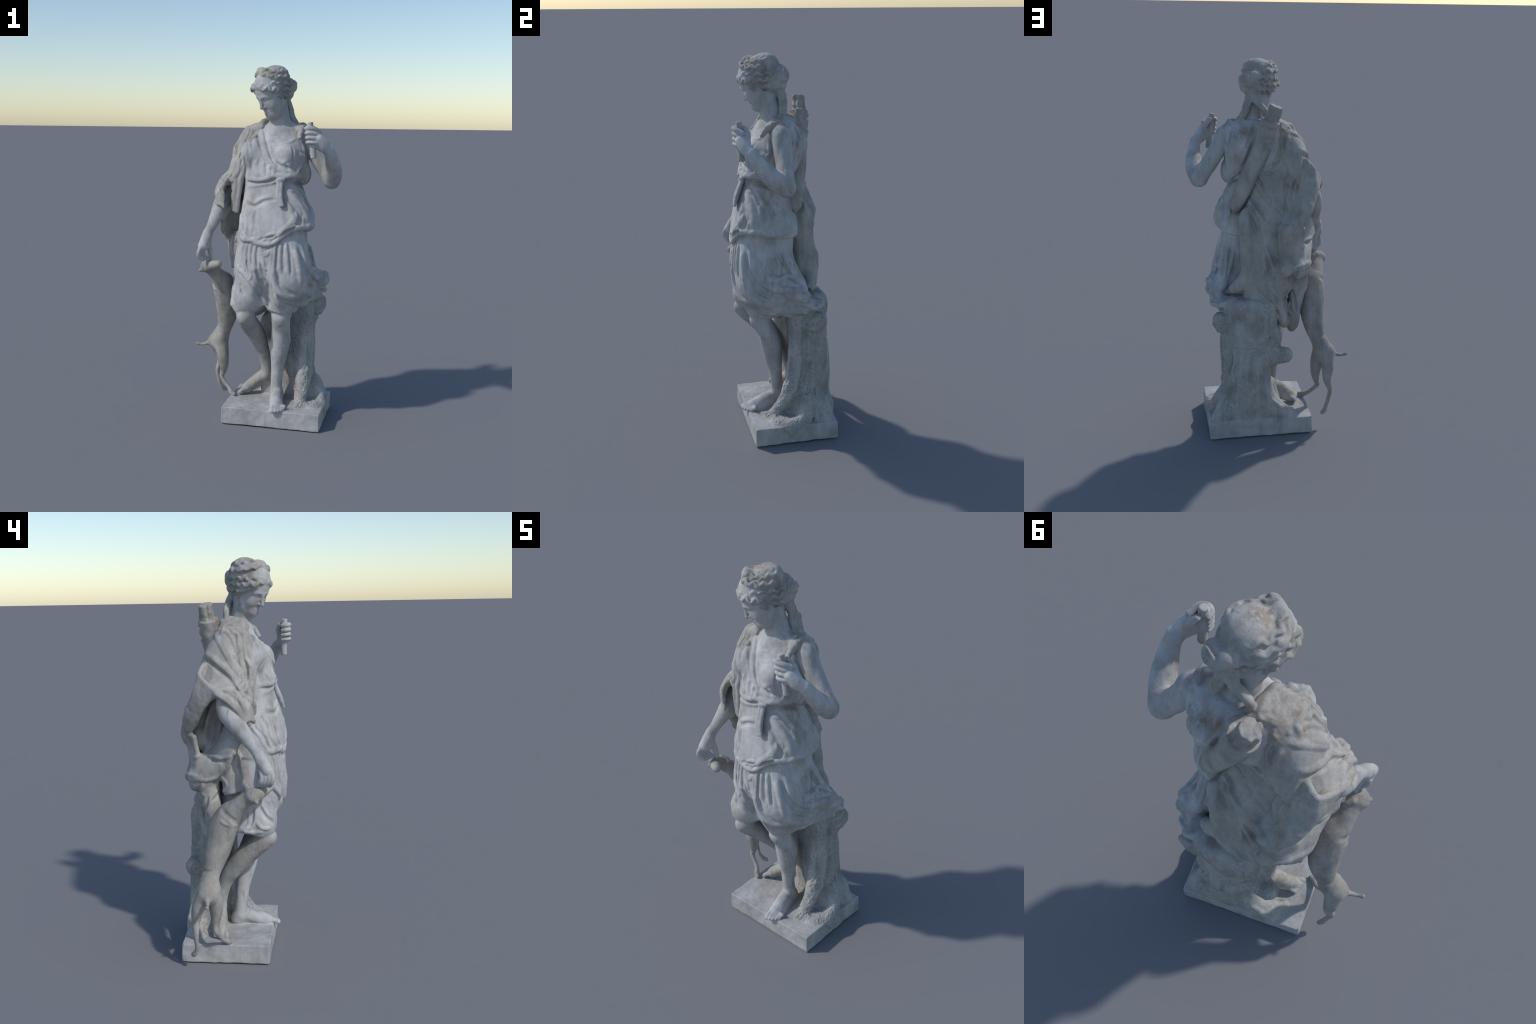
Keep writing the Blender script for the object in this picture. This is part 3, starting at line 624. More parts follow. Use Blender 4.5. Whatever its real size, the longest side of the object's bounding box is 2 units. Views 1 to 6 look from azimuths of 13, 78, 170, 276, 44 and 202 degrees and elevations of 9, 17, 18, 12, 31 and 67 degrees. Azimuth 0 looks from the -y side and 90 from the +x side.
tunic.folds([
    ([(0.038, -0.110, 1.628), (0.063, -0.119, 1.616), (0.097, -0.114, 1.620)], 0.010, 0.005),
    ([(0.026, -0.093, 1.651), (0.041, -0.105, 1.635), (0.065, -0.107, 1.634)], 0.010, 0.005),
    ([(-0.076, -0.140, 1.396), (-0.019, -0.183, 1.390), (0.034, -0.199, 1.396), (0.075, -0.199, 1.415), (0.116, -0.195, 1.420), (0.162, -0.182, 1.420), (0.205, -0.153, 1.414), (0.237, -0.083, 1.406)], 0.018, 0.012),
    ([(-0.071, -0.144, 1.375), (-0.004, -0.188, 1.375), (0.063, -0.198, 1.387), (0.120, -0.212, 1.399), (0.169, -0.177, 1.398), (0.209, -0.136, 1.397)], 0.013, -0.013),
    ([(-0.065, -0.153, 1.350), (-0.011, -0.186, 1.362), (0.048, -0.196, 1.373), (0.106, -0.210, 1.383)], 0.016, 0.007),
    ([(-0.066, -0.172, 1.255), (-0.013, -0.211, 1.250), (0.033, -0.219, 1.276), (0.069, -0.220, 1.286), (0.106, -0.234, 1.299)], 0.014, -0.010),
    ([(-0.064, -0.170, 1.280), (-0.013, -0.206, 1.274), (0.033, -0.213, 1.297), (0.077, -0.212, 1.307)], 0.016, 0.007),
    ([(-0.052, -0.190, 1.232), (-0.060, -0.192, 1.177), (-0.055, -0.209, 1.117), (-0.027, -0.228, 1.073)], 0.014, 0.008),
    ([(-0.019, -0.211, 1.234), (-0.031, -0.214, 1.174), (-0.024, -0.229, 1.120), (0.006, -0.241, 1.075)], 0.014, 0.008),
    ([(-0.034, -0.200, 1.241), (-0.043, -0.206, 1.171), (-0.040, -0.221, 1.112), (-0.014, -0.234, 1.073)], 0.012, -0.008),
    ([(-0.080, -0.165, 1.222), (-0.082, -0.176, 1.159), (-0.073, -0.197, 1.108)], 0.012, -0.008),
    ([(-0.080, -0.171, 1.194), (-0.088, -0.179, 1.127), (-0.077, -0.195, 1.078)], 0.014, 0.008),
    ([(-0.001, -0.219, 1.235), (-0.006, -0.226, 1.178), (0.009, -0.240, 1.123)], 0.012, -0.008),
    ([(0.176, -0.143, 1.367), (0.214, -0.055, 1.326)], 0.022, 0.014),
    ([(0.151, -0.185, 1.335), (0.219, -0.173, 1.274), (0.261, -0.169, 1.207), (0.275, -0.166, 1.160)], 0.024, 0.014),
    ([(0.167, -0.160, 1.360), (0.225, -0.131, 1.298), (0.264, -0.112, 1.229), (0.284, -0.122, 1.175)], 0.016, -0.011),
    ([(0.154, -0.198, 1.308), (0.216, -0.200, 1.234), (0.240, -0.207, 1.184), (0.227, -0.220, 1.153)], 0.016, -0.011),
    ([(0.223, -0.195, 1.235), (0.197, -0.231, 1.177), (0.146, -0.248, 1.123), (0.105, -0.250, 1.078)], 0.024, 0.014),
    ([(0.243, -0.188, 1.214), (0.209, -0.229, 1.150), (0.164, -0.244, 1.123), (0.125, -0.248, 1.082)], 0.016, -0.012),
    ([(-0.095, -0.180, 1.076), (-0.039, -0.222, 1.073), (0.012, -0.241, 1.058), (0.068, -0.247, 1.052), (0.119, -0.248, 1.076), (0.164, -0.244, 1.129), (0.203, -0.232, 1.153), (0.247, -0.204, 1.148), (0.283, -0.138, 1.157)], 0.020, 0.014),
    ([(0.032, -0.247, 1.069), (0.078, -0.253, 1.105), (0.120, -0.251, 1.115)], 0.014, 0.008),
    ([(0.011, -0.242, 1.069), (0.063, -0.251, 1.091), (0.105, -0.252, 1.099)], 0.012, -0.008),
    ([(0.078, -0.248, 1.057), (0.119, -0.250, 1.094), (0.146, -0.248, 1.123)], 0.012, -0.008),
    ([(-0.216, -0.124, 1.226), (-0.113, -0.135, 1.157), (-0.107, -0.159, 1.108), (-0.092, -0.183, 1.073)], 0.014, 0.008),
])
tunic.folds([
    ([(-0.208, -0.133, 1.231), (-0.106, -0.143, 1.165), (-0.098, -0.171, 1.113), (-0.084, -0.190, 1.076)], 0.011, -0.008),
    ([(-0.095, -0.144, 1.222), (-0.092, -0.159, 1.177), (-0.084, -0.187, 1.111)], 0.014, 0.008),
    ([(-0.087, -0.151, 1.240), (-0.089, -0.159, 1.202)], 0.011, -0.008),
    ([(-0.071, -0.174, 1.225), (-0.067, -0.188, 1.166), (-0.063, -0.205, 1.108)], 0.014, 0.008),
    ([(-0.042, -0.199, 1.226), (-0.026, -0.219, 1.160), (-0.024, -0.229, 1.117)], 0.014, 0.008),
    ([(-0.058, -0.188, 1.213), (-0.053, -0.204, 1.147), (-0.042, -0.220, 1.106)], 0.011, -0.008),
    ([(-0.101, -0.171, 1.078), (-0.076, -0.197, 1.066), (-0.039, -0.222, 1.070), (0.015, -0.244, 1.072)], 0.018, 0.011),
    ([(0.151, -0.183, 1.338), (0.199, -0.140, 1.334), (0.238, -0.122, 1.278), (0.269, -0.144, 1.209)], 0.020, 0.012),
    ([(0.159, -0.164, 1.367), (0.206, -0.092, 1.340), (0.234, -0.031, 1.283), (0.256, 0.022, 1.195), (0.252, 0.038, 1.139)], 0.020, 0.012),
    ([(0.204, -0.128, 1.334), (0.236, -0.092, 1.288), (0.271, -0.073, 1.217), (0.287, -0.083, 1.163)], 0.016, -0.011),
    ([(0.220, -0.080, 1.316), (0.253, -0.043, 1.251), (0.282, -0.032, 1.177)], 0.020, 0.012),
    ([(0.227, -0.032, 1.294), (0.247, 0.012, 1.224), (0.262, 0.027, 1.169)], 0.016, -0.011),
    ([(0.180, -0.215, 1.250), (0.200, -0.225, 1.195), (0.220, -0.224, 1.147)], 0.020, 0.012),
    ([(0.212, -0.228, 1.154), (0.252, -0.197, 1.144), (0.280, -0.152, 1.157), (0.285, -0.116, 1.144), (0.283, -0.049, 1.135), (0.274, -0.002, 1.142), (0.237, 0.053, 1.154)], 0.018, 0.012),
    ([(0.038, -0.197, 1.421), (0.139, -0.192, 1.413), (0.193, -0.165, 1.411)], 0.020, 0.012),
    ([(0.140, -0.206, 1.402), (0.149, -0.175, 1.382), (0.210, -0.142, 1.406)], 0.016, -0.011),
    ([(0.209, -0.115, 1.531), (0.417, -0.148, 1.526), (0.429, -0.161, 1.492)], 0.020, 0.012),
    ([(0.220, -0.093, 1.539), (0.398, -0.122, 1.519)], 0.016, -0.011),
    ([(0.205, 0.033, 1.674), (0.220, 0.054, 1.612), (0.218, 0.077, 1.550), (0.197, 0.076, 1.484), (0.193, 0.063, 1.438)], 0.014, 0.012),
    ([(0.227, 0.007, 1.671), (0.255, 0.023, 1.613), (0.226, 0.050, 1.546)], 0.012, -0.011),
    ([(0.231, -0.037, 1.675), (0.252, 0.002, 1.658), (0.255, 0.023, 1.613), (0.226, 0.050, 1.552)], 0.014, 0.012),
    ([(0.218, 0.004, 1.677), (0.230, 0.037, 1.615), (0.234, 0.020, 1.528), (0.223, 0.033, 1.429)], 0.016, 0.011),
    ([(0.203, 0.042, 1.668), (0.209, 0.085, 1.597), (0.218, 0.055, 1.513), (0.223, 0.036, 1.444)], 0.016, 0.011),
    ([(0.211, 0.036, 1.668), (0.219, 0.065, 1.595), (0.234, 0.013, 1.492)], 0.013, -0.011),
])
tunic.folds([
    ([(0.185, 0.061, 1.657), (0.194, 0.108, 1.576), (0.196, 0.093, 1.508), (0.186, 0.066, 1.435)], 0.013, -0.011),
    ([(0.197, 0.054, 1.657), (0.169, 0.087, 1.638), (0.138, 0.087, 1.641)], 0.016, 0.011),
    ([(0.192, 0.068, 1.640), (0.165, 0.105, 1.619)], 0.016, 0.011),
    ([(0.122, 0.070, 1.672), (0.137, 0.099, 1.626), (0.167, 0.118, 1.582), (0.139, 0.114, 1.556)], 0.016, 0.011),
    ([(0.108, 0.063, 1.683), (0.129, 0.091, 1.637), (0.161, 0.118, 1.582), (0.174, 0.116, 1.531)], 0.020, 0.017),
    ([(0.211, -0.070, 1.332), (0.245, -0.073, 1.270), (0.267, -0.019, 1.214), (0.265, 0.024, 1.153)], 0.016, 0.011),
    ([(0.192, -0.004, 1.339), (0.223, 0.067, 1.267), (0.233, 0.046, 1.192), (0.240, 0.047, 1.124)], 0.016, 0.011),
    ([(0.226, -0.064, 1.305), (0.246, 0.005, 1.232), (0.250, 0.042, 1.160)], 0.013, -0.011),
    ([(0.209, 0.070, 1.310), (0.217, 0.071, 1.239), (0.215, 0.066, 1.130)], 0.013, -0.011),
    ([(0.239, 0.004, 1.382), (0.201, 0.016, 1.385), (0.171, 0.101, 1.415)], 0.012, -0.012),
])
skirt.folds([
    ([(-0.086, -0.186, 1.049), (-0.090, -0.193, 0.979), (-0.097, -0.194, 0.896)], 0.014, 0.010),
    ([(-0.059, -0.207, 1.055), (-0.066, -0.210, 0.982), (-0.063, -0.217, 0.901)], 0.014, 0.010),
    ([(-0.032, -0.225, 1.058), (-0.038, -0.225, 0.986), (-0.023, -0.235, 0.904)], 0.014, 0.010),
    ([(-0.003, -0.237, 1.060), (-0.009, -0.235, 0.988), (0.005, -0.241, 0.907)], 0.014, 0.010),
    ([(-0.072, -0.196, 1.046), (-0.073, -0.206, 0.982), (-0.071, -0.214, 0.908)], 0.011, -0.010),
    ([(-0.047, -0.213, 1.047), (-0.048, -0.220, 0.985), (-0.047, -0.225, 0.910)], 0.011, -0.010),
    ([(-0.018, -0.231, 1.052), (-0.021, -0.231, 0.988), (-0.019, -0.237, 0.914)], 0.011, -0.010),
    ([(0.012, -0.241, 1.055), (0.009, -0.239, 0.991), (0.008, -0.242, 0.916)], 0.011, -0.010),
    ([(-0.121, -0.170, 0.916), (-0.070, -0.213, 0.877), (-0.016, -0.228, 0.827), (0.023, -0.187, 0.773), (0.050, -0.172, 0.727)], 0.020, 0.014),
    ([(-0.097, -0.194, 0.880), (-0.040, -0.225, 0.826), (0.005, -0.199, 0.773), (0.030, -0.174, 0.727)], 0.012, -0.010),
    ([(-0.018, -0.232, 0.988), (-0.007, -0.240, 0.923), (0.011, -0.228, 0.857), (0.034, -0.198, 0.810)], 0.018, 0.014),
    ([(-0.001, -0.241, 0.913), (0.018, -0.225, 0.856), (0.035, -0.204, 0.824)], 0.018, -0.017),
    ([(0.018, -0.238, 1.034), (0.042, -0.245, 0.973), (0.051, -0.241, 0.926), (0.071, -0.243, 0.913)], 0.016, 0.014),
    ([(0.033, -0.241, 1.012), (0.057, -0.245, 0.994), (0.084, -0.242, 1.022)], 0.014, 0.010),
    ([(0.027, -0.238, 1.027), (0.051, -0.244, 1.003), (0.074, -0.241, 1.027)], 0.014, 0.010),
    ([(0.033, -0.239, 1.028), (0.056, -0.243, 1.016), (0.075, -0.240, 1.037)], 0.011, -0.010),
    ([(0.032, -0.246, 0.952), (0.042, -0.234, 0.900), (0.068, -0.229, 0.868)], 0.011, -0.010),
    ([(0.089, -0.240, 1.036), (0.090, -0.247, 0.968), (0.079, -0.243, 0.897), (0.066, -0.214, 0.836)], 0.014, 0.010),
    ([(0.065, -0.210, 0.829), (0.059, -0.184, 0.772), (0.063, -0.169, 0.698)], 0.016, -0.014),
    ([(0.023, -0.187, 0.773), (0.036, -0.174, 0.733), (0.058, -0.168, 0.705)], 0.014, 0.010),
    ([(0.109, -0.246, 1.065), (0.102, -0.247, 0.968), (0.092, -0.248, 0.898)], 0.014, 0.010),
    ([(0.135, -0.233, 1.067), (0.134, -0.245, 0.970), (0.140, -0.246, 0.902)], 0.014, 0.010),
    ([(0.162, -0.229, 1.067), (0.173, -0.241, 0.971), (0.183, -0.240, 0.901)], 0.014, 0.010),
    ([(0.120, -0.239, 1.067), (0.120, -0.246, 0.971), (0.111, -0.249, 0.892)], 0.011, -0.010),
])
skirt.folds([
    ([(0.149, -0.232, 1.066), (0.155, -0.242, 0.970), (0.161, -0.244, 0.896)], 0.011, -0.010),
    ([(0.177, -0.225, 1.067), (0.192, -0.237, 0.971), (0.195, -0.237, 0.896)], 0.011, -0.010),
    ([(0.104, -0.248, 0.940), (0.099, -0.247, 0.878), (0.119, -0.240, 0.808), (0.173, -0.216, 0.765), (0.222, -0.176, 0.748)], 0.024, 0.024),
    ([(0.122, -0.248, 0.907), (0.135, -0.244, 0.844), (0.182, -0.226, 0.794), (0.225, -0.197, 0.778)], 0.018, -0.018),
    ([(0.089, -0.244, 0.883), (0.085, -0.213, 0.809), (0.099, -0.202, 0.742), (0.126, -0.194, 0.700)], 0.016, 0.012),
    ([(0.108, -0.229, 0.785), (0.129, -0.212, 0.733), (0.159, -0.180, 0.700)], 0.018, 0.012),
    ([(0.120, -0.231, 0.779), (0.150, -0.207, 0.732), (0.190, -0.150, 0.696)], 0.013, -0.010),
    ([(0.239, -0.184, 1.040), (0.264, -0.170, 0.949), (0.286, -0.130, 0.889), (0.304, -0.062, 0.854), (0.322, -0.001, 0.850), (0.341, 0.034, 0.848)], 0.024, 0.026),
    ([(0.248, -0.199, 0.970), (0.270, -0.179, 0.901), (0.293, -0.139, 0.859), (0.301, -0.079, 0.827), (0.306, -0.023, 0.806)], 0.020, -0.024),
    ([(0.209, -0.220, 1.027), (0.232, -0.219, 0.950), (0.244, -0.213, 0.880), (0.250, -0.201, 0.836)], 0.022, 0.022),
    ([(0.230, -0.202, 1.024), (0.248, -0.199, 0.970), (0.262, -0.190, 0.913)], 0.018, -0.018),
    ([(0.257, -0.202, 0.871), (0.266, -0.172, 0.803), (0.279, -0.122, 0.769), (0.283, -0.071, 0.751), (0.271, -0.047, 0.717)], 0.024, 0.024),
    ([(0.277, -0.174, 0.842), (0.290, -0.130, 0.803), (0.297, -0.088, 0.794)], 0.018, -0.022),
    ([(0.250, -0.133, 1.039), (0.265, -0.131, 0.977), (0.278, -0.103, 0.919), (0.289, -0.052, 0.900), (0.273, -0.001, 0.912), (0.276, 0.037, 0.902)], 0.020, 0.022),
    ([(0.261, -0.080, 0.991), (0.269, -0.053, 0.952), (0.276, -0.044, 0.926)], 0.032, -0.026),
    ([(0.250, -0.023, 1.033), (0.263, 0.007, 0.967), (0.274, 0.043, 0.906), (0.335, 0.075, 0.858)], 0.018, 0.018),
    ([(0.252, -0.044, 1.033), (0.261, -0.014, 0.979), (0.271, 0.026, 0.919)], 0.015, -0.018),
    ([(0.252, 0.011, 1.016), (0.259, 0.037, 0.955), (0.274, 0.066, 0.897)], 0.018, 0.018),
    ([(0.338, 0.029, 0.848), (0.345, 0.055, 0.860), (0.343, 0.087, 0.838), (0.344, 0.109, 0.794)], 0.014, 0.014),
    ([(0.352, 0.052, 0.851), (0.351, 0.064, 0.820)], 0.012, -0.014),
    ([(0.348, 0.079, 0.832), (0.353, 0.074, 0.806)], 0.012, -0.014),
    ([(0.317, 0.041, 0.776), (0.329, 0.080, 0.770), (0.333, 0.112, 0.754)], 0.012, 0.012),
    ([(0.309, 0.029, 0.760), (0.322, 0.068, 0.752), (0.322, 0.100, 0.737)], 0.012, -0.012),
    ([(0.238, -0.127, 0.726), (0.228, -0.098, 0.700), (0.254, -0.050, 0.704)], 0.018, 0.018),
])
skirt.folds([
    ([(0.230, 0.175, 0.781), (0.272, 0.182, 0.761), (0.302, 0.167, 0.745), (0.337, 0.124, 0.754)], 0.018, 0.018),
    ([(0.333, 0.112, 0.826), (0.297, 0.149, 0.772), (0.336, 0.130, 0.763)], 0.015, -0.018),
    ([(-0.164, -0.088, 0.781), (-0.162, -0.091, 0.737), (-0.163, -0.076, 0.703), (-0.162, -0.053, 0.686)], 0.016, 0.011),
    ([(-0.152, -0.125, 0.800), (-0.160, -0.115, 0.736), (-0.161, -0.088, 0.692), (-0.158, -0.088, 0.674)], 0.016, 0.011),
    ([(-0.159, -0.106, 0.793), (-0.161, -0.103, 0.736), (-0.162, -0.082, 0.704)], 0.013, -0.011),
    ([(-0.138, -0.151, 0.820), (-0.136, -0.176, 0.770), (-0.117, -0.210, 0.733)], 0.016, 0.011),
    ([(-0.143, -0.143, 0.803), (-0.146, -0.168, 0.754), (-0.129, -0.205, 0.716)], 0.013, -0.011),
    ([(-0.111, -0.181, 0.830), (-0.094, -0.203, 0.779)], 0.016, 0.011),
    ([(-0.097, -0.191, 0.818), (-0.067, -0.213, 0.764)], 0.013, -0.011),
    ([(-0.159, -0.127, 0.724), (-0.156, -0.151, 0.698), (-0.143, -0.188, 0.697)], 0.016, 0.011),
    ([(-0.163, -0.050, 0.692), (-0.157, -0.100, 0.677), (-0.152, -0.150, 0.681)], 0.016, 0.011),
    ([(-0.028, -0.232, 0.952), (-0.022, -0.233, 0.887), (-0.043, -0.224, 0.839)], 0.016, 0.011),
    ([(-0.064, -0.212, 0.973), (-0.048, -0.224, 0.910), (-0.035, -0.228, 0.854)], 0.016, 0.011),
    ([(-0.055, -0.219, 0.958), (-0.038, -0.228, 0.890)], 0.013, -0.011),
    ([(0.264, -0.149, 0.977), (0.278, -0.118, 0.919), (0.295, -0.034, 0.894)], 0.014, 0.011),
    ([(0.254, -0.019, 1.021), (0.266, 0.016, 0.946), (0.280, 0.081, 0.876)], 0.014, 0.011),
    ([(0.260, -0.098, 0.997), (0.274, -0.038, 0.930), (0.283, 0.020, 0.891)], 0.012, -0.011),
    ([(0.233, 0.031, 1.021), (0.242, 0.058, 0.946), (0.260, 0.102, 0.860)], 0.014, 0.011),
    ([(0.244, 0.018, 1.026), (0.255, 0.055, 0.938), (0.270, 0.089, 0.878)], 0.012, -0.011),
    ([(0.200, 0.045, 1.012), (0.215, 0.060, 0.938), (0.232, 0.081, 0.888)], 0.014, 0.011),
    ([(0.215, 0.040, 1.018), (0.230, 0.063, 0.938)], 0.012, -0.011),
    ([(0.276, -0.023, 0.920), (0.302, 0.025, 0.879), (0.339, 0.092, 0.838)], 0.016, 0.014),
    ([(0.302, -0.032, 0.881), (0.333, 0.065, 0.864)], 0.012, -0.011),
])
cloak.folds([
    ([(-0.141, 0.106, 1.553), (-0.187, 0.047, 1.514), (-0.195, -0.011, 1.465), (-0.214, -0.047, 1.414), (-0.244, -0.074, 1.364)], 0.022, 0.019),
    ([(-0.168, 0.091, 1.525), (-0.197, 0.044, 1.484), (-0.205, -0.004, 1.441), (-0.227, -0.041, 1.404)], 0.018, -0.017),
    ([(-0.264, 0.050, 1.390), (-0.249, -0.002, 1.393), (-0.247, -0.050, 1.376), (-0.264, -0.082, 1.324), (-0.261, -0.097, 1.283)], 0.020, 0.014),
    ([(-0.261, 0.020, 1.384), (-0.269, -0.029, 1.361), (-0.273, -0.070, 1.315)], 0.014, -0.012),
    ([(-0.235, 0.010, 1.412), (-0.237, -0.037, 1.393), (-0.259, -0.074, 1.343)], 0.018, 0.012),
    ([(-0.222, -0.012, 1.420), (-0.236, -0.054, 1.386), (-0.255, -0.082, 1.342)], 0.014, -0.012),
    ([(-0.113, -0.063, 1.641), (-0.119, -0.093, 1.581), (-0.127, -0.114, 1.519), (-0.132, -0.119, 1.429), (-0.218, -0.114, 1.348), (-0.257, -0.103, 1.288)], 0.020, 0.016),
    ([(-0.128, -0.051, 1.629), (-0.149, -0.072, 1.552), (-0.150, -0.083, 1.492), (-0.194, -0.093, 1.419), (-0.240, -0.091, 1.351)], 0.016, -0.013),
    ([(-0.115, -0.013, 1.664), (-0.136, -0.053, 1.616), (-0.161, -0.060, 1.546), (-0.169, -0.053, 1.486)], 0.018, 0.012),
    ([(-0.122, -0.032, 1.652), (-0.162, -0.044, 1.582), (-0.175, -0.038, 1.526)], 0.014, -0.012),
    ([(-0.143, 0.031, 1.617), (-0.182, -0.008, 1.547), (-0.179, -0.031, 1.501), (-0.183, -0.055, 1.441)], 0.018, 0.012),
    ([(-0.131, 0.009, 1.641), (-0.167, -0.026, 1.583), (-0.172, -0.044, 1.534)], 0.014, -0.012),
    ([(-0.097, 0.068, 1.640), (-0.177, 0.016, 1.567), (-0.184, -0.019, 1.508)], 0.018, 0.012),
    ([(-0.112, -0.122, 1.550), (-0.106, -0.129, 1.469), (-0.119, -0.123, 1.400)], 0.014, -0.010),
    ([(-0.098, -0.036, 1.674), (-0.083, -0.084, 1.638), (-0.106, -0.128, 1.562), (-0.101, -0.132, 1.488)], 0.018, 0.012),
    ([(-0.102, -0.014, 1.675), (-0.109, -0.062, 1.646), (-0.112, -0.098, 1.586)], 0.018, 0.012),
    ([(-0.112, 0.011, 1.664), (-0.102, -0.014, 1.675), (-0.111, -0.038, 1.663)], 0.016, 0.010),
    ([(-0.115, 0.035, 1.652), (-0.104, 0.018, 1.671), (-0.108, -0.013, 1.670)], 0.018, 0.012),
    ([(-0.084, -0.055, 1.675), (-0.127, -0.071, 1.607), (-0.145, -0.077, 1.537), (-0.145, -0.114, 1.469), (-0.148, -0.114, 1.363), (-0.161, -0.102, 1.256)], 0.014, 0.011),
    ([(-0.116, -0.038, 1.658), (-0.163, -0.047, 1.577), (-0.185, -0.021, 1.497), (-0.178, -0.098, 1.430)], 0.014, 0.011),
    ([(-0.104, -0.053, 1.662), (-0.138, -0.070, 1.592), (-0.168, -0.049, 1.514), (-0.161, -0.103, 1.447)], 0.011, -0.010),
    ([(-0.061, -0.077, 1.661), (-0.087, -0.116, 1.591), (-0.098, -0.153, 1.526), (-0.109, -0.128, 1.457), (-0.120, -0.121, 1.373)], 0.014, 0.011),
    ([(-0.072, -0.078, 1.656), (-0.098, -0.125, 1.578), (-0.124, -0.119, 1.502), (-0.131, -0.120, 1.426)], 0.011, -0.010),
    ([(-0.243, -0.035, 1.387), (-0.197, -0.101, 1.369), (-0.201, -0.032, 1.334)], 0.014, 0.011),
])
cloak.folds([
    ([(-0.215, -0.102, 1.374), (-0.210, -0.031, 1.343), (-0.169, -0.101, 1.318)], 0.011, -0.010),
    ([(-0.248, -0.048, 1.377), (-0.222, -0.118, 1.333), (-0.206, -0.130, 1.277)], 0.014, 0.011),
    ([(-0.241, -0.104, 1.331), (-0.222, -0.131, 1.286), (-0.210, -0.134, 1.249)], 0.011, -0.010),
    ([(-0.195, -0.088, 1.421), (-0.232, -0.053, 1.391)], 0.014, 0.011),
    ([(0.063, 0.130, 1.472), (0.027, 0.099, 1.458), (0.002, 0.102, 1.475), (-0.022, 0.119, 1.498)], 0.012, -0.011),
    ([(0.064, 0.119, 1.459), (0.032, 0.096, 1.446), (-0.000, 0.101, 1.454), (-0.030, 0.125, 1.490), (-0.047, 0.125, 1.527)], 0.017, 0.016),
    ([(0.059, 0.094, 1.445), (0.033, 0.092, 1.432), (0.007, 0.098, 1.439)], 0.014, -0.016),
    ([(0.044, 0.104, 1.483), (0.007, 0.104, 1.488), (0.003, 0.109, 1.520)], 0.017, 0.016),
    ([(-0.048, 0.112, 1.568), (-0.040, 0.097, 1.603), (-0.046, 0.087, 1.628)], 0.017, 0.016),
    ([(-0.058, 0.116, 1.561), (-0.048, 0.101, 1.595), (-0.057, 0.087, 1.627)], 0.014, -0.016),
    ([(-0.060, 0.122, 1.544), (-0.069, 0.103, 1.596), (-0.081, 0.087, 1.621)], 0.017, 0.016),
    ([(0.086, 0.110, 1.405), (0.056, 0.091, 1.369), (0.042, 0.100, 1.349)], 0.014, -0.013),
    ([(0.089, 0.104, 1.396), (0.068, 0.088, 1.354), (0.050, 0.104, 1.322), (0.023, 0.121, 1.285)], 0.017, 0.016),
    ([(0.068, 0.088, 1.415), (0.048, 0.092, 1.382), (0.051, 0.095, 1.355)], 0.017, 0.016),
    ([(0.123, 0.074, 1.292), (0.096, 0.116, 1.250), (0.056, 0.146, 1.192), (0.021, 0.153, 1.166)], 0.017, 0.016),
    ([(0.118, 0.083, 1.302), (0.083, 0.124, 1.252), (0.047, 0.145, 1.201)], 0.014, -0.016),
    ([(0.128, 0.080, 1.280), (0.110, 0.135, 1.220), (0.090, 0.148, 1.172), (0.080, 0.158, 1.114)], 0.017, 0.016),
    ([(0.122, 0.125, 1.238), (0.104, 0.147, 1.175), (0.087, 0.155, 1.124), (0.080, 0.161, 1.084)], 0.020, -0.017),
    ([(0.139, 0.114, 1.260), (0.140, 0.146, 1.214), (0.144, 0.162, 1.170), (0.131, 0.167, 1.127)], 0.018, 0.013),
    ([(0.144, 0.162, 1.170), (0.164, 0.160, 1.139), (0.177, 0.140, 1.145)], 0.017, 0.016),
    ([(-0.144, 0.114, 1.525), (-0.126, 0.146, 1.459), (-0.103, 0.148, 1.406), (-0.090, 0.110, 1.357), (-0.071, 0.127, 1.306), (-0.080, 0.165, 1.257)], 0.017, 0.016),
    ([(-0.128, 0.151, 1.437), (-0.113, 0.138, 1.368), (-0.101, 0.153, 1.311), (-0.094, 0.169, 1.274)], 0.017, 0.016),
    ([(-0.111, 0.153, 1.423), (-0.099, 0.130, 1.367), (-0.084, 0.140, 1.310)], 0.014, -0.016),
    ([(-0.130, 0.152, 1.415), (-0.115, 0.144, 1.348), (-0.101, 0.165, 1.292), (-0.078, 0.179, 1.235), (-0.043, 0.211, 1.183)], 0.016, -0.012),
])
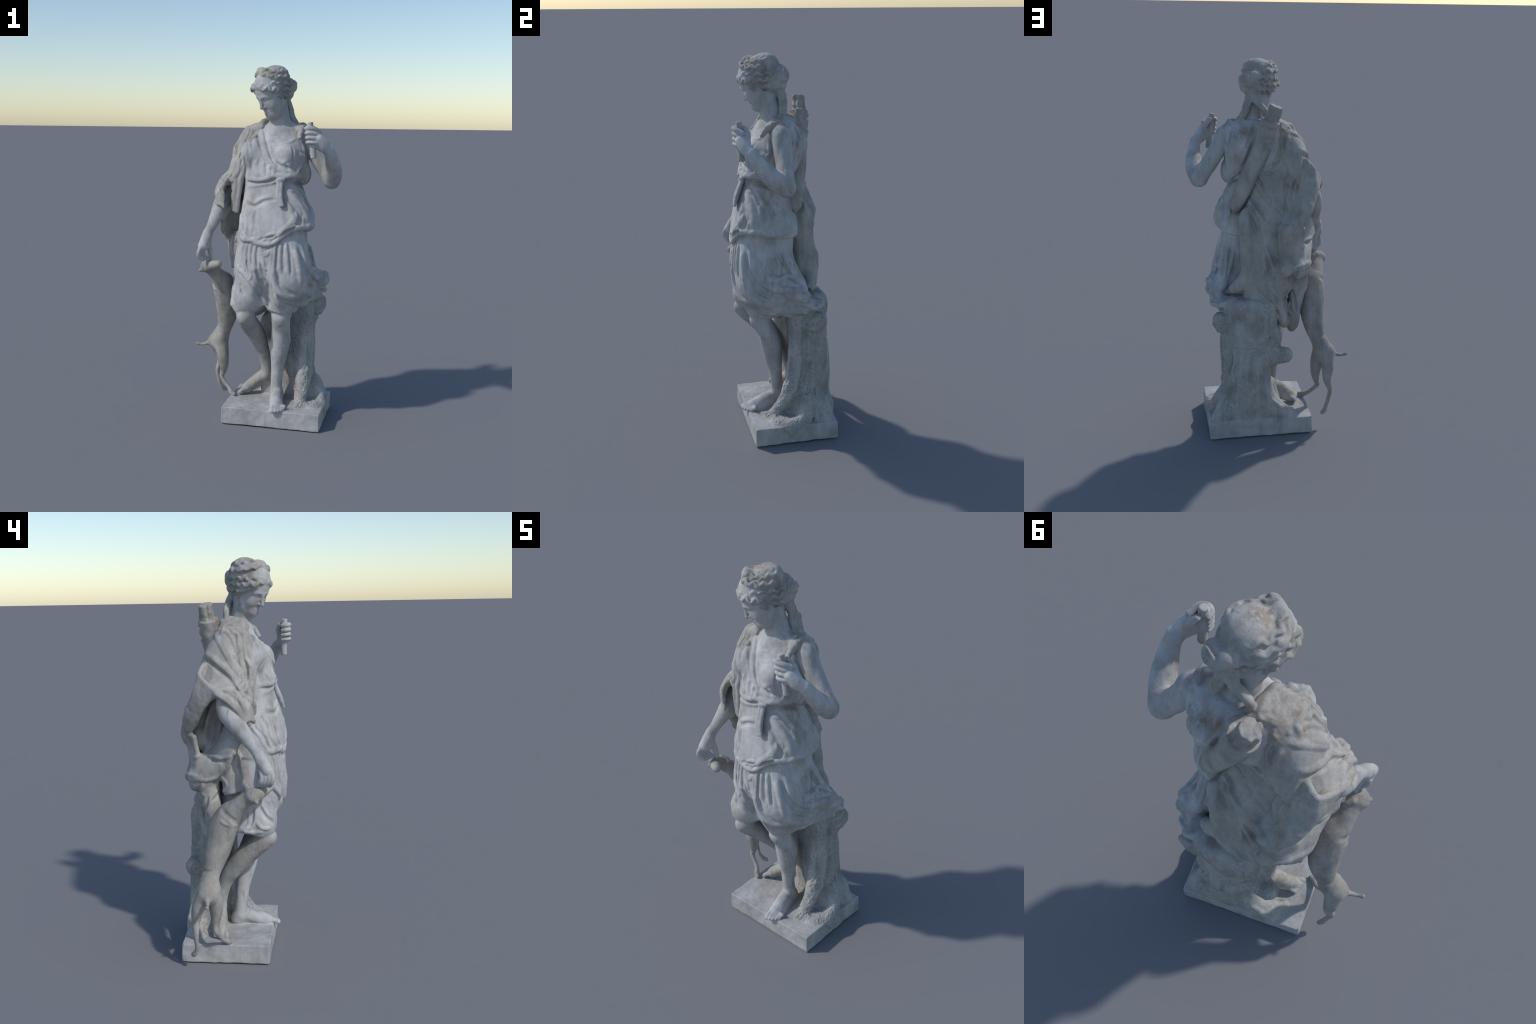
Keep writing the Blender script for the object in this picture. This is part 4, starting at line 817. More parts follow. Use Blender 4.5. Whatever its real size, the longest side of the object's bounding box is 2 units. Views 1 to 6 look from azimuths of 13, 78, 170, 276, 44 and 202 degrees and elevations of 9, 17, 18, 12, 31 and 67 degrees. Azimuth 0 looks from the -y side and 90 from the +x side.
cloak.folds([
    ([(-0.178, 0.133, 1.484), (-0.145, 0.146, 1.436), (-0.133, 0.149, 1.384), (-0.120, 0.158, 1.331)], 0.018, 0.012),
    ([(-0.132, 0.176, 1.316), (-0.147, 0.194, 1.301), (-0.174, 0.207, 1.295)], 0.017, 0.016),
    ([(-0.060, 0.140, 1.436), (-0.044, 0.111, 1.401), (-0.052, 0.106, 1.369)], 0.017, 0.016),
    ([(-0.063, 0.144, 1.475), (-0.066, 0.143, 1.438), (-0.083, 0.143, 1.413)], 0.014, -0.016),
    ([(0.017, 0.126, 1.268), (-0.009, 0.135, 1.237), (-0.035, 0.147, 1.200)], 0.017, 0.016),
    ([(0.027, 0.117, 1.307), (0.023, 0.127, 1.264), (0.003, 0.135, 1.237)], 0.017, 0.016),
    ([(0.077, 0.160, 1.096), (0.057, 0.168, 1.025), (0.045, 0.173, 0.974), (0.054, 0.177, 0.929), (0.095, 0.190, 0.859)], 0.016, 0.012),
    ([(0.083, 0.154, 1.135), (0.069, 0.164, 1.067), (0.039, 0.173, 0.974), (0.027, 0.179, 0.920)], 0.018, -0.017),
    ([(0.048, 0.166, 1.058), (0.026, 0.170, 0.998), (0.008, 0.175, 0.953), (-0.026, 0.188, 0.937)], 0.017, 0.016),
    ([(0.030, 0.165, 1.070), (0.002, 0.171, 0.992), (-0.024, 0.197, 0.967)], 0.014, -0.017),
    ([(0.146, 0.186, 1.000), (0.129, 0.197, 0.928), (0.122, 0.200, 0.875)], 0.017, 0.016),
    ([(0.051, 0.179, 0.920), (0.072, 0.182, 0.884), (0.105, 0.195, 0.853)], 0.014, -0.012),
    ([(0.083, 0.193, 0.823), (0.039, 0.210, 0.762), (-0.013, 0.185, 0.673), (-0.053, 0.117, 0.585)], 0.017, 0.016),
    ([(0.071, 0.193, 0.826), (0.018, 0.200, 0.757), (-0.032, 0.168, 0.672)], 0.014, -0.017),
    ([(0.045, 0.190, 0.853), (0.005, 0.201, 0.819), (-0.016, 0.200, 0.790)], 0.017, 0.016),
    ([(0.044, 0.195, 0.827), (0.011, 0.205, 0.794), (-0.018, 0.192, 0.749)], 0.014, -0.017),
    ([(0.037, 0.201, 0.807), (0.000, 0.196, 0.736), (-0.042, 0.162, 0.659), (-0.092, -0.030, 0.509)], 0.017, 0.016),
    ([(-0.072, 0.246, 1.150), (-0.068, 0.233, 1.104), (-0.067, 0.220, 1.054)], 0.020, -0.017),
    ([(-0.063, 0.218, 1.001), (-0.035, 0.225, 0.952), (-0.013, 0.192, 0.884), (-0.010, 0.192, 0.833), (-0.027, 0.193, 0.778)], 0.017, 0.016),
    ([(-0.200, 0.138, 0.959), (-0.134, 0.210, 0.958), (-0.080, 0.231, 0.939), (-0.034, 0.191, 0.892)], 0.017, 0.016),
    ([(-0.112, 0.218, 0.934), (-0.097, 0.190, 0.897), (-0.067, 0.166, 0.871)], 0.016, -0.012),
    ([(-0.126, 0.209, 0.923), (-0.124, 0.139, 0.841), (-0.082, 0.133, 0.791), (-0.037, 0.185, 0.779)], 0.017, 0.016),
    ([(-0.071, 0.147, 0.781), (-0.097, 0.088, 0.691), (-0.108, 0.100, 0.647)], 0.017, 0.016),
    ([(-0.101, 0.104, 0.773), (-0.112, 0.112, 0.718), (-0.120, 0.110, 0.667)], 0.017, 0.016),
])
cloak.folds([
    ([(-0.079, 0.134, 0.784), (-0.104, 0.102, 0.700), (-0.114, 0.104, 0.649)], 0.014, -0.017),
    ([(-0.054, 0.166, 0.790), (-0.071, 0.130, 0.706), (-0.096, 0.094, 0.641)], 0.014, -0.017),
    ([(-0.117, 0.132, 0.820), (-0.132, 0.126, 0.742), (-0.146, 0.102, 0.640), (-0.142, 0.077, 0.556)], 0.017, 0.016),
    ([(-0.113, 0.123, 0.794), (-0.126, 0.122, 0.730), (-0.133, 0.112, 0.668)], 0.014, -0.017),
    ([(-0.142, 0.122, 1.067), (-0.173, 0.081, 1.062), (-0.223, 0.032, 1.058), (-0.251, -0.020, 1.079)], 0.015, 0.010),
    ([(-0.144, 0.146, 1.072), (-0.173, 0.098, 1.049), (-0.223, 0.041, 1.046), (-0.244, -0.001, 1.063)], 0.012, -0.010),
    ([(-0.090, 0.229, 0.944), (-0.190, 0.158, 0.949), (-0.206, 0.101, 0.950), (-0.207, 0.053, 0.971), (-0.229, 0.017, 1.012)], 0.015, 0.010),
    ([(-0.141, 0.184, 1.042), (-0.160, 0.155, 1.057), (-0.154, 0.115, 1.061)], 0.015, 0.010),
    ([(-0.181, 0.058, 0.940), (-0.144, 0.061, 0.899), (-0.070, 0.059, 0.860)], 0.015, 0.010),
    ([(-0.192, 0.074, 0.938), (-0.171, 0.067, 0.895)], 0.012, -0.010),
    ([(-0.201, 0.037, 0.962), (-0.199, 0.014, 0.926), (-0.174, 0.034, 0.880)], 0.015, 0.010),
    ([(-0.189, 0.118, 0.863), (-0.157, 0.137, 0.808), (-0.046, 0.173, 0.724)], 0.015, 0.010),
    ([(-0.192, 0.107, 0.862), (-0.181, 0.118, 0.814), (-0.058, 0.155, 0.722)], 0.012, -0.010),
    ([(-0.191, 0.094, 0.868), (-0.188, 0.100, 0.824), (-0.173, 0.117, 0.772)], 0.015, 0.010),
    ([(-0.201, 0.127, 0.932), (-0.179, 0.141, 0.886), (-0.187, 0.125, 0.865)], 0.015, 0.010),
    ([(-0.174, 0.034, 0.880), (-0.176, 0.069, 0.859), (-0.189, 0.092, 0.842)], 0.012, -0.010),
    ([(-0.136, -0.057, 1.063), (-0.139, -0.077, 1.060), (-0.304, -0.131, 1.078)], 0.015, 0.010),
    ([(-0.159, -0.054, 1.027), (-0.135, -0.077, 1.034), (-0.136, -0.104, 1.033)], 0.012, -0.010),
    ([(-0.162, -0.043, 1.060), (-0.170, -0.051, 1.003), (-0.157, -0.060, 0.943)], 0.015, 0.010),
    ([(-0.179, -0.042, 1.022), (-0.174, -0.052, 0.974)], 0.012, -0.010),
])
stump.folds([
    ([(0.274, 0.095, 0.623), (0.301, 0.135, 0.622), (0.323, 0.176, 0.647), (0.321, 0.189, 0.681)], 0.022, 0.014),
    ([(0.275, 0.095, 0.592), (0.292, 0.146, 0.587), (0.278, 0.199, 0.593)], 0.014, -0.012),
    ([(0.276, 0.154, 0.695), (0.314, 0.178, 0.694), (0.323, 0.184, 0.659)], 0.020, 0.011),
    ([(0.284, 0.125, 0.650), (0.314, 0.152, 0.667), (0.314, 0.170, 0.694)], 0.014, -0.012),
    ([(0.275, 0.115, 0.568), (0.271, 0.109, 0.481), (0.266, 0.118, 0.368)], 0.020, 0.011),
    ([(0.273, 0.179, 0.562), (0.260, 0.169, 0.472), (0.260, 0.178, 0.352), (0.265, 0.169, 0.295)], 0.020, 0.011),
    ([(0.264, 0.122, 0.298), (0.271, 0.142, 0.240), (0.313, 0.107, 0.199)], 0.020, 0.011),
    ([(0.267, 0.097, 0.319), (0.266, 0.121, 0.262), (0.300, 0.097, 0.215)], 0.014, -0.012),
    ([(0.266, 0.169, 0.280), (0.280, 0.160, 0.214), (0.301, 0.169, 0.170)], 0.020, 0.011),
    ([(0.240, 0.221, 0.307), (0.275, 0.219, 0.211), (0.316, 0.222, 0.147)], 0.020, 0.011),
    ([(0.265, 0.150, 0.266), (0.301, 0.144, 0.209)], 0.014, -0.012),
    ([(0.256, 0.201, 0.280), (0.296, 0.193, 0.187)], 0.014, -0.012),
    ([(0.266, 0.086, 0.295), (0.297, 0.106, 0.227), (0.303, 0.077, 0.182)], 0.020, 0.011),
    ([(0.231, 0.212, 0.535), (0.229, 0.222, 0.436), (0.245, 0.211, 0.349)], 0.014, -0.012),
    ([(0.274, 0.089, 0.623), (0.274, 0.089, 0.544), (0.273, 0.095, 0.463), (0.270, 0.088, 0.382), (0.266, 0.080, 0.305), (0.266, 0.064, 0.254)], 0.022, -0.022),
    ([(0.271, 0.069, 0.630), (0.272, 0.071, 0.545), (0.272, 0.073, 0.463), (0.268, 0.070, 0.382), (0.265, 0.062, 0.323), (0.267, 0.040, 0.260), (0.259, 0.010, 0.197)], 0.020, 0.012),
    ([(0.239, 0.034, 0.619), (0.253, 0.037, 0.518), (0.255, 0.031, 0.410), (0.255, 0.025, 0.323)], 0.016, -0.012),
    ([(0.221, 0.220, 0.563), (0.230, 0.219, 0.451), (0.237, 0.221, 0.340), (0.252, 0.224, 0.230)], 0.020, 0.010),
    ([(0.195, 0.233, 0.545), (0.204, 0.236, 0.458), (0.212, 0.240, 0.346)], 0.014, -0.010),
    ([(0.150, 0.249, 0.497), (0.159, 0.257, 0.392), (0.173, 0.258, 0.278)], 0.020, 0.010),
    ([(0.105, 0.250, 0.493), (0.119, 0.259, 0.389), (0.096, 0.259, 0.271)], 0.020, 0.010),
    ([(0.122, 0.251, 0.482), (0.138, 0.260, 0.377), (0.137, 0.263, 0.256)], 0.014, -0.010),
    ([(0.026, 0.230, 0.532), (-0.010, 0.226, 0.499), (-0.042, 0.237, 0.495)], 0.020, 0.010),
    ([(0.228, 0.214, 0.676), (0.230, 0.220, 0.599), (0.210, 0.227, 0.541)], 0.020, -0.017),
])
stump.folds([
    ([(0.054, 0.243, 0.502), (0.060, 0.249, 0.415), (0.066, 0.252, 0.304), (0.047, 0.258, 0.215)], 0.020, 0.010),
    ([(0.027, 0.240, 0.484), (0.032, 0.239, 0.409)], 0.014, -0.010),
    ([(0.011, 0.249, 0.209), (-0.026, 0.252, 0.168), (-0.075, 0.218, 0.145)], 0.020, 0.010),
    ([(0.278, 0.148, 0.229), (0.313, 0.141, 0.149), (0.342, 0.134, 0.101)], 0.020, 0.010),
    ([(0.262, 0.196, 0.253), (0.286, 0.231, 0.189), (0.322, 0.226, 0.133)], 0.014, -0.010),
    ([(0.208, 0.228, 0.526), (0.144, 0.249, 0.512), (0.075, 0.245, 0.535), (0.014, 0.221, 0.586)], 0.012, -0.008),
])
net.folds([
    ([(0.274, 0.089, 0.623), (0.274, 0.089, 0.544), (0.273, 0.095, 0.463), (0.270, 0.088, 0.382), (0.266, 0.080, 0.305), (0.266, 0.064, 0.254)], 0.022, -0.022),
    ([(0.271, 0.069, 0.630), (0.272, 0.071, 0.545), (0.272, 0.073, 0.463), (0.268, 0.070, 0.382), (0.265, 0.062, 0.323), (0.267, 0.040, 0.260), (0.259, 0.010, 0.197)], 0.020, 0.012),
    ([(0.239, 0.034, 0.619), (0.253, 0.037, 0.518), (0.255, 0.031, 0.410), (0.255, 0.025, 0.323)], 0.016, -0.012),
])
dog.folds([
    ([(-0.302, 0.033, 0.774), (-0.306, 0.004, 0.757), (-0.273, -0.041, 0.743)], 0.014, 0.006),
    ([(-0.075, 0.177, 0.452), (-0.302, 0.086, 0.520), (-0.293, 0.057, 0.536)], 0.012, -0.005),
    ([(-0.307, -0.011, 0.787), (-0.293, -0.018, 0.734), (-0.288, -0.005, 0.682)], 0.020, 0.006),
    ([(-0.276, 0.031, 0.829), (-0.307, -0.011, 0.793), (-0.284, -0.042, 0.764)], 0.020, -0.006),
])
quiver.folds([
    ([(0.061, 0.153, 1.703), (0.033, 0.173, 1.684), (-0.008, 0.162, 1.678)], 0.012, 0.007),
    ([(0.068, 0.151, 1.682), (0.039, 0.171, 1.669), (-0.002, 0.159, 1.662)], 0.010, -0.006),
    ([(0.089, 0.148, 1.619), (0.056, 0.166, 1.604), (0.024, 0.156, 1.601)], 0.012, 0.007),
    ([(0.087, 0.146, 1.631), (0.050, 0.168, 1.619), (0.015, 0.156, 1.616)], 0.010, -0.006),
    ([(0.045, 0.169, 1.661), (0.032, 0.170, 1.636)], 0.016, 0.005),
    ([(0.193, 0.031, 1.282), (0.214, 0.050, 1.279), (0.217, 0.077, 1.284)], 0.010, -0.006),
    ([(0.012, 0.156, 1.772), (0.025, 0.156, 1.727)], 0.010, -0.007),
    ([(-0.021, 0.154, 1.759), (-0.009, 0.151, 1.709)], 0.010, -0.007),
])


# ------------------------------------------------------------------ surface relief of the stump, net and plinth
net.ripple(lambda p: 0.0045 * np.exp(-cells(p * V(1, 1, 0.75), 0.017) / 0.14) - 0.003 * np.clip(cells(p, 0.026, 5) - 0.3, 0, 0.4) / 0.4 + 0.004 * noise(p, 24, 1.7))
stump.ripple(lambda p: 0.004 * noise(p * V(1, 1, 0.22), 42, 2.2) + 0.004 * noise(p, 17, 5.0))
plinth.ripple(lambda p: 0.0016 * noise(p, 30, 8.0) + 0.002 * noise(p, 9, 4.0))
# coarse net slung round the back of the stump: two families of slack cords
rng = np.random.RandomState(3)
cords = []
for i in range(13):
    for lean in (-1, 1):
        x0 = 0.01 + 0.019 * i
        pts = []
        for j in range(9):
            z = 0.745 - 0.034 * j
            x = x0 + lean * 0.016 * (j - 4) + 0.007 * rng.randn()
            if -0.01 < x < 0.245 and z > 0.47 + 0.25 * abs((x - 0.12) / 0.13) ** 3 * 0.8:
                pts.append((x, 0.262 - 0.9 * max(0, abs(x - 0.12) - 0.06) ** 1.3, z + 0.006 * rng.randn()))
        if len(pts) > 2:
            cords.append((pts, 0.0075, 0.0055))
stump.folds(cords)
# broken, pitted stone round the nape, shoulder and arrow ends
rough = lambda p: np.clip((p[:, 2] - 1.58) / 0.08, 0, 1) * (0.005 * noise(p, 38, 6.1) + 0.003 * noise(p, 80, 2.9))
quiver.ripple(lambda p: rough(p) * np.clip((p[:, 2] - 1.69) / 0.05, 0, 0.8))
cloak.ripple(lambda p: rough(p) * np.clip((p[:, 1] + 0.05) / 0.06, 0, 1))
knot.ripple(lambda p: 0.004 * noise(p, 60, 3.0))


# ------------------------------------------------------------------ skin: one quad mesh over the blended parts
def combine(parts, k=0.006):
    F = np.full(N, FAR, np.float32)
    done = set()
    for group, kg in FUSED + [([p], 0) for p in parts]:
        group = [p for p in group if id(p) not in done]
        done |= {id(p) for p in group}
        if not group:
            continue
        i0 = np.min([p.i0 for p in group], 0)
        i1 = np.max([p.i1 for p in group], 0)
        G = np.full(i1 - i0, FAR, np.float32)
        for p in group:
            s = tuple(slice(a, b) for a, b in zip(p.i0 - i0, p.i1 - i0))
            G[s] = smin(G[s], p.f, kg)
        s = tuple(slice(a, b) for a, b in zip(i0, i1))
        F[s] = smin(F[s], G, k)
    return F


# parts of one body flow into each other
FUSED = [([dog, dhead, dtail, dleg_a, dleg_b], 0.02), ([leg_l, foot_l], 0.02), ([leg_r, foot_r], 0.02), ([arm_l, hand_l], 0.012), ([arm_r, hand_r], 0.012), ([head, neck], 0.02), ([stump, net, plinth], 0.012)]


def skin(F):
    ins = F < 0
    c = ins[:-1, :-1, :-1].astype(np.uint8)
    for a in (0, 1):
        for b in (0, 1):
            for d in (0, 1):
                if a + b + d:
                    c += ins[a:N[0] - 1 + a, b:N[1] - 1 + b, d:N[2] - 1 + d]
    cell = np.argwhere((c > 0) & (c < 8))
    vid = np.full(N - 1, -1, np.int32)
    vid[tuple(cell.T)] = np.arange(len(cell))
    acc = np.zeros((len(cell), 3))
    cnt = np.zeros(len(cell))
    for ax in range(3):
        o = [a for a in range(3) if a != ax]
        for u in (0, 1):
            for v in (0, 1):
                p = cell.copy()
                p[:, o[0]] += u
                p[:, o[1]] += v
                q = p.copy()
                q[:, ax] += 1
                fa, fb = F[tuple(p.T)], F[tuple(q.T)]
                m = (fa < 0) != (fb < 0)
                t = fa[m] / (fa[m] - fb[m])
                pt = p[m].astype(float)
                pt[:, ax] += t
                acc[m] += pt
                cnt[m] += 1
    verts = LO + acc / cnt[:, None] * H
    faces = []
    for ax in range(3):
        o = [a for a in range(3) if a != ax]
        sl0 = [slice(1, -1)] * 3
        sl1 = [slice(1, -1)] * 3
        sl0[ax] = slice(0, -1)
        sl1[ax] = slice(1, None)
        a, b = ins[tuple(sl0)], ins[tuple(sl1)]
        e = np.argwhere(a != b)
        flip = a[tuple(e.T)]
        base = e.copy()
        base[:, o[0]] += 1
        base[:, o[1]] += 1
        quad = []
        for u, v in ((0, 0), (1, 0), (1, 1), (0, 1)):
            p = base.copy()
            p[:, o[0]] -= u
            p[:, o[1]] -= v
            quad.append(vid[tuple(p.T)])
        quad = np.stack(quad, 1)
        if ax == 1:
            flip = ~flip
        quad[~flip] = quad[~flip][:, ::-1]
        faces.append(quad)
    return verts, np.vstack(faces)


def vertex_normals(v, f):
    fn = np.cross(v[f[:, 2]] - v[f[:, 0]], v[f[:, 3]] - v[f[:, 1]])
    n = np.zeros_like(v)
    for j in range(4):
        for a in range(3):
            n[:, a] += np.bincount(f[:, j], fn[:, a], len(v))
    return n / (np.linalg.norm(n, axis=1, keepdims=True) + 1e-12)


def relax(v, f, times, lam):
    e = np.vstack([f[:, [j, (j + 1) % 4]] for j in range(4)])
    e = np.vstack([e, e[:, ::-1]])
    deg = np.bincount(e[:, 0], minlength=len(v))[:, None]
    for _ in range(times):
        s = np.stack([np.bincount(e[:, 0], v[e[:, 1], a], len(v)) for a in range(3)], 1)
        v = v + lam * (s / deg - v)
    return v


def keep_large(v, f, least=400):
    """Drop stray crumbs of skin."""
    lab = np.arange(len(v))
    while True:
        m = lab[f].min(1)
        new = lab.copy()
        for j in range(4):
            np.minimum.at(new, f[:, j], m)
        new = new[new]
        if (new == lab).all():
            break
        lab = new
    big = np.bincount(lab, minlength=len(v)) >= least
    f = f[big[lab[f[:, 0]]]]
    used = np.zeros(len(v), bool)
    used[f] = True
    ren = np.cumsum(used) - 1
    return v[used], ren[f]


def face_parts(v, f):
    c = v[f].mean(1)
    best = np.full(len(c), 1e9)
    lab = np.zeros(len(c), int)
    for i, p in enumerate(PARTS):
        m = np.all((c > p.o) & (c < p.o + (np.array(p.f.shape) - 1) * H), axis=1)
        d = p.sample(c[m])
        w = np.flatnonzero(m)
        b = d < best[w]
        best[w[b]] = d[b]
        lab[w[b]] = i
    return lab


FIELD = combine(PARTS)
VERTS, FACES = skin(FIELD)
VERTS, FACES = keep_large(VERTS, FACES)
VERTS = relax(VERTS, FACES, 1, 0.4)
LABEL = face_parts(VERTS, FACES)
NORMAL = vertex_normals(VERTS, FACES)
# chipped, weathered skin
_m = noise(VERTS, 18, 3.3) * 0.0012 + noise(VERTS, 45, 9.1) * 0.0008
VERTS = VERTS + NORMAL * _m[:, None]
NORMAL = vertex_normals(VERTS, FACES)

# ------------------------------------------------------------------ blender objects
import bpy


def marble(name, pale, mid, dark, stain=(0.25, 0.175, 0.115), stain_amount=0.5, web=0.0, grain=1.0, spots=()):
    """Weathered stone: cloudy tone, vertical rain streaks, brown stains, dark pits, pale web lines from netting and the scan."""
    mat = bpy.data.materials.new(name)
    mat.use_nodes = True
    nt = mat.node_tree
    N_, L_ = nt.nodes, nt.links
    b = N_['Principled BSDF']
    b.inputs['Roughness'].default_value = 0.8
    b.inputs['Specular IOR Level'].default_value = 0.25
    tc = N_.new('ShaderNodeTexCoord')

    def tex(scale, detail, stretch=(1, 1, 1), offset=(0, 0, 0), rough=0.6, dist=0.0):
        mp = N_.new('ShaderNodeMapping')
        mp.inputs['Scale'].default_value = stretch
        mp.inputs['Location'].default_value = offset
        n = N_.new('ShaderNodeTexNoise')
        n.inputs['Scale'].default_value = scale
        n.inputs['Detail'].default_value = detail
        n.inputs['Roughness'].default_value = rough
        n.inputs['Distortion'].default_value = dist
        L_.new(tc.outputs['Object'], mp.inputs['Vector'])
        L_.new(mp.outputs[0], n.inputs['Vector'])
        return n.outputs['Fac']

    def ramp(fac, stops):
        r = N_.new('ShaderNodeValToRGB')
        el = r.color_ramp.elements
        while len(el) < len(stops):
            el.new(0.5)
        for e, (pos, col) in zip(el, stops):
            e.position = pos
            e.color = col if len(col) == 4 else (*col, 1)
        L_.new(fac, r.inputs[0])
        return r.outputs[0]

    def mix(fac, a, c):
        m = N_.new('ShaderNodeMix')
        m.data_type = 'RGBA'
        L_.new(fac, m.inputs[0])
        for sock, val in ((m.inputs[6], a), (m.inputs[7], c)):
            if isinstance(val, tuple):
                sock.default_value = (*val, 1)
            else:
                L_.new(val, sock)
        return m.outputs[2]

    def math_(op, a, c):
        m = N_.new('ShaderNodeMath')
        m.operation = op
        for sock, val in ((m.inputs[0], a), (m.inputs[1], c)):
            if isinstance(val, (int, float)):
                sock.default_value = val
            else:
                L_.new(val, sock)
        return m.outputs[0]

    g = lambda v: (v, v, v)
    cloud = tex(11, 7, (1, 1, 0.7))
    base = ramp(cloud, [(0.31, dark), (0.5, mid), (0.68, pale)])
    # rain streaks running down
    streak = ramp(tex(30, 4, (1, 1, 0.12), (3, 1, 0), 0.55, 0.3), [(0.48, g(0.0)), (0.64, g(0.4))])
    base = mix(streak, base, tuple(0.5 * (x + y) for x, y in zip(pale, (0.5, 0.51, 0.52))))
    # brown stains: patchy, drawn down in lines
    patch = ramp(tex(9, 5, (1, 1, 0.7), (7, 2, 5)), [(0.5, g(0.0)), (0.68, g(1.0))])
    lines = ramp(tex(48, 3, (1, 1, 0.16), (1, 5, 2), 0.5, 0.6), [(0.5, g(0.0)), (0.66, g(1.0))])
    fac = math_('MULTIPLY', math_('MULTIPLY', patch, lines), stain_amount)
    base = mix(fac, base, stain)
    soft = ramp(tex(14, 6, (1, 1, 1), (4, 9, 1)), [(0.53, g(0.0)), (0.72, g(1.0))])
    base = mix(math_('MULTIPLY', soft, stain_amount * 0.55), base, tuple(0.55 * m + 0.45 * s for m, s in zip(mid, stain)))
    # rusty crusts where water stands: (x, y, z, radius)
    for x, y, z, r in spots:
        d = N_.new('ShaderNodeVectorMath')
        d.operation = 'DISTANCE'
        d.inputs[1].default_value = (x, y, z)
        L_.new(tc.outputs['Object'], d.inputs[0])
        near = ramp(math_('DIVIDE', d.outputs['Value'], r), [(0.35, g(1.0)), (1.0, g(0.0))])
        crust = ramp(tex(26, 6, (1, 1, 1), (x * 9, y * 9, z), 0.65), [(0.47, g(0.0)), (0.6, g(0.6))])
        base = mix(math_('MULTIPLY', near, crust), base, tuple(1.08 * q for q in stain))
    # pits and specks
    v = N_.new('ShaderNodeTexVoronoi')
    v.inputs['Scale'].default_value = 85
    L_.new(tc.outputs['Object'], v.inputs['Vector'])
    pit = ramp(v.outputs['Distance'], [(0.10, g(1.0)), (0.20, g(0.0))])
    sparse = ramp(tex(16, 2, (1, 1, 1), (9, 9, 9)), [(0.52, g(0.0)), (0.6, g(0.75))])
    base = mix(math_('MULTIPLY', pit, sparse), base, tuple(0.4 * x for x in dark))
    fine = tex(190, 3, (1, 1, 1), (2, 2, 2), 0.7)
    base = mix(ramp(fine, [(0.42, g(0.0)), (0.7, g(0.35 * grain))]), base, tuple(0.72 * x for x in mid))
    # pale web lines: net cords, and scan-artefact scratches copied into the colour
    if web > 0:
        w = N_.new('ShaderNodeTexVoronoi')
        w.feature = 'DISTANCE_TO_EDGE'
        w.inputs['Scale'].default_value = 62
        mp = N_.new('ShaderNodeMapping')
        mp.inputs['Scale'].default_value = (1, 1, 0.7)
        nz = N_.new('ShaderNodeTexNoise')
        nz.inputs['Scale'].default_value = 12
        add = N_.new('ShaderNodeMix')
        add.data_type = 'VECTOR'
        add.inputs[0].default_value = 0.08
        L_.new(tc.outputs['Object'], add.inputs[4])
        L_.new(tc.outputs['Object'], nz.inputs['Vector'])
        L_.new(nz.outputs['Color'], add.inputs[5])
        L_.new(add.outputs[1], mp.inputs['Vector'])
        L_.new(mp.outputs[0], w.inputs['Vector'])
        thin = ramp(w.outputs['Distance'], [(0.02, g(1.0)), (0.075, g(0.0))])
        some = ramp(tex(11, 3, (1, 1, 1), (6, 1, 8)), [(0.4, g(0.0)), (0.6, g(web))])
        base = mix(math_('MULTIPLY', thin, some), base, pale)
    L_.new(base, b.inputs['Base Color'])
    bump = N_.new('ShaderNodeBump')
    bump.inputs['Strength'].default_value = 0.35
    bump.inputs['Distance'].default_value = 0.004
    L_.new(math_('ADD', math_('MULTIPLY', fine, 0.4), tex(55, 5, (1, 1, 1), (5, 3, 1), 0.65)), bump.inputs['Height'])
    L_.new(bump.outputs[0], b.inputs['Normal'])
    return mat


PALE = marble('pale_marble', (0.57, 0.575, 0.58), (0.435, 0.435, 0.435), (0.30, 0.292, 0.28), stain_amount=0.65, spots=((0.20, -0.02, 1.69, 0.08), (0.35, -0.05, 1.45, 0.05), (0.13, 0.09, 1.66, 0.06)))
WARM = marble('warm_marble', (0.475, 0.462, 0.437), (0.365, 0.352, 0.33), (0.245, 0.232, 0.21), stain_amount=0.65, web=0.25, spots=((0.0, 0.10, 1.72, 0.13), (-0.10, 0.02, 1.67, 0.10), (-0.19, 0.10, 1.53, 0.06), (-0.05, 0.09, 0.21, 0.07)))  # warmer, darker overall tone than the pale marble, with brown stains and crusts
STONE = marble('stump_stone', (0.48, 0.48, 0.465), (0.345, 0.342, 0.325), (0.22, 0.215, 0.20), stain=(0.20, 0.16, 0.10), stain_amount=0.5, web=0.8, grain=1.6, spots=((-0.04, 0.16, 0.13, 0.10),))  # darker grey tone for the stump and net
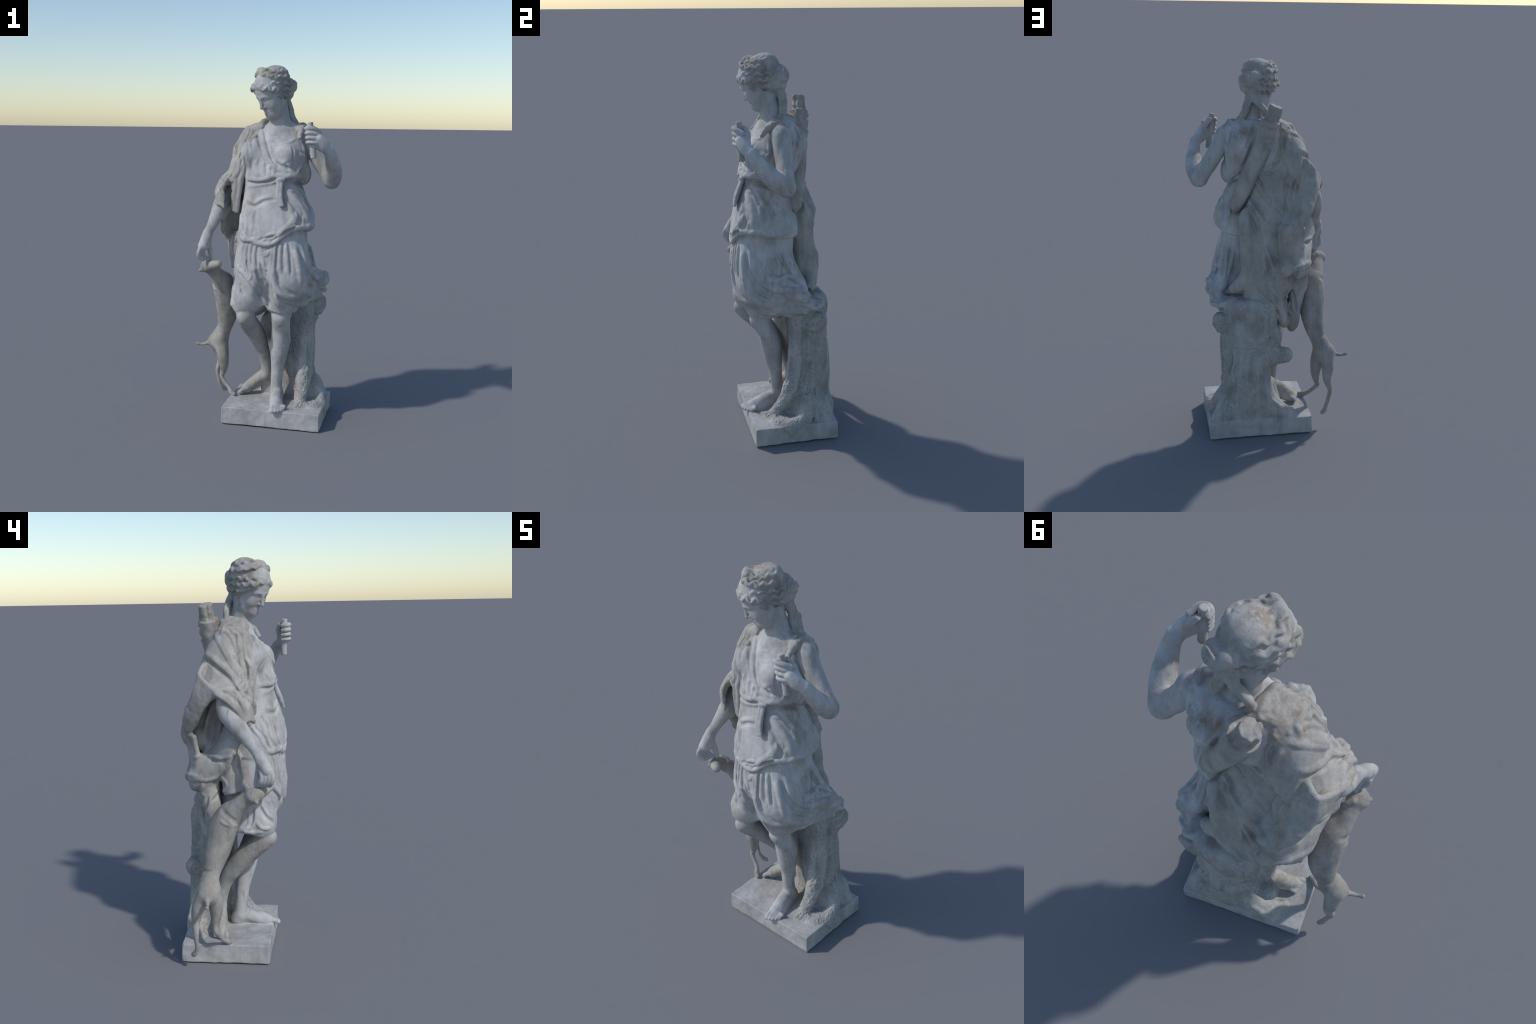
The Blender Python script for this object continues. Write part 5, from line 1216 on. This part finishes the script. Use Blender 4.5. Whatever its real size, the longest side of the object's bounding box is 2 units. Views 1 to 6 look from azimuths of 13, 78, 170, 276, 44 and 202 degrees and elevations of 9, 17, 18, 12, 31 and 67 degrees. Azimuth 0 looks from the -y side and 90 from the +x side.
BASE = marble('plinth_stone', (0.50, 0.50, 0.50), (0.40, 0.40, 0.395), (0.29, 0.285, 0.27), stain_amount=0.45, web=0.3, grain=1.4)
COAT = marble('hound_marble', (0.42, 0.405, 0.375), (0.315, 0.30, 0.275), (0.21, 0.197, 0.175), stain_amount=0.6, web=0.3)
HAIR = marble('veined_marble', (0.49, 0.485, 0.47), (0.375, 0.365, 0.345), (0.23, 0.21, 0.18), stain_amount=0.9, spots=((0.02, -0.09, 2.0, 0.09), (0.13, 0.0, 1.92, 0.05)))
MATS = {'plinth': BASE, 'tree_stump': STONE, 'net': STONE, 'cloak': WARM, 'quiver': WARM, 'hair': HAIR, 'shoulder_knot': HAIR}

statue = bpy.data.objects.new('huntress_statue', None)
bpy.context.scene.collection.objects.link(statue)
statue['label'] = 'weathered white marble huntress in tunic with small hound'
statue['category'] = 'statue'


def add_mesh(name, part_ids, parent, mats):
    f = FACES[np.isin(LABEL, part_ids)]
    if not len(f):
        return None
    used, inv = np.unique(f, return_inverse=True)
    f = inv.reshape(-1, 4)
    me = bpy.data.meshes.new(name)
    me.vertices.add(len(used))
    me.vertices.foreach_set('co', VERTS[used].astype(np.float32).ravel())
    me.loops.add(f.size)
    me.loops.foreach_set('vertex_index', f.astype(np.int32).ravel())
    me.polygons.add(len(f))
    me.polygons.foreach_set('loop_start', np.arange(0, f.size, 4, dtype=np.int32))
    me.update()
    me.validate()
    me.polygons.foreach_set('use_smooth', np.ones(len(me.polygons), bool))
    me.normals_split_custom_set_from_vertices(NORMAL[used].astype(np.float32))
    for m in mats:
        me.materials.append(m)
    ob = bpy.data.objects.new(name, me)
    bpy.context.scene.collection.objects.link(ob)
    ob.parent = parent
    return ob


hound = bpy.data.objects.new('hound', None)
bpy.context.scene.collection.objects.link(hound)
hound.parent = statue
for i, p in enumerate(PARTS):
    is_dog = p.name.startswith('hound')
    name = p.name.replace('hound_', '')
    add_mesh(name, [i], hound if is_dog else statue, [COAT if is_dog else WARM if p in (leg_r, foot_r) else MATS.get(p.name, PALE)])
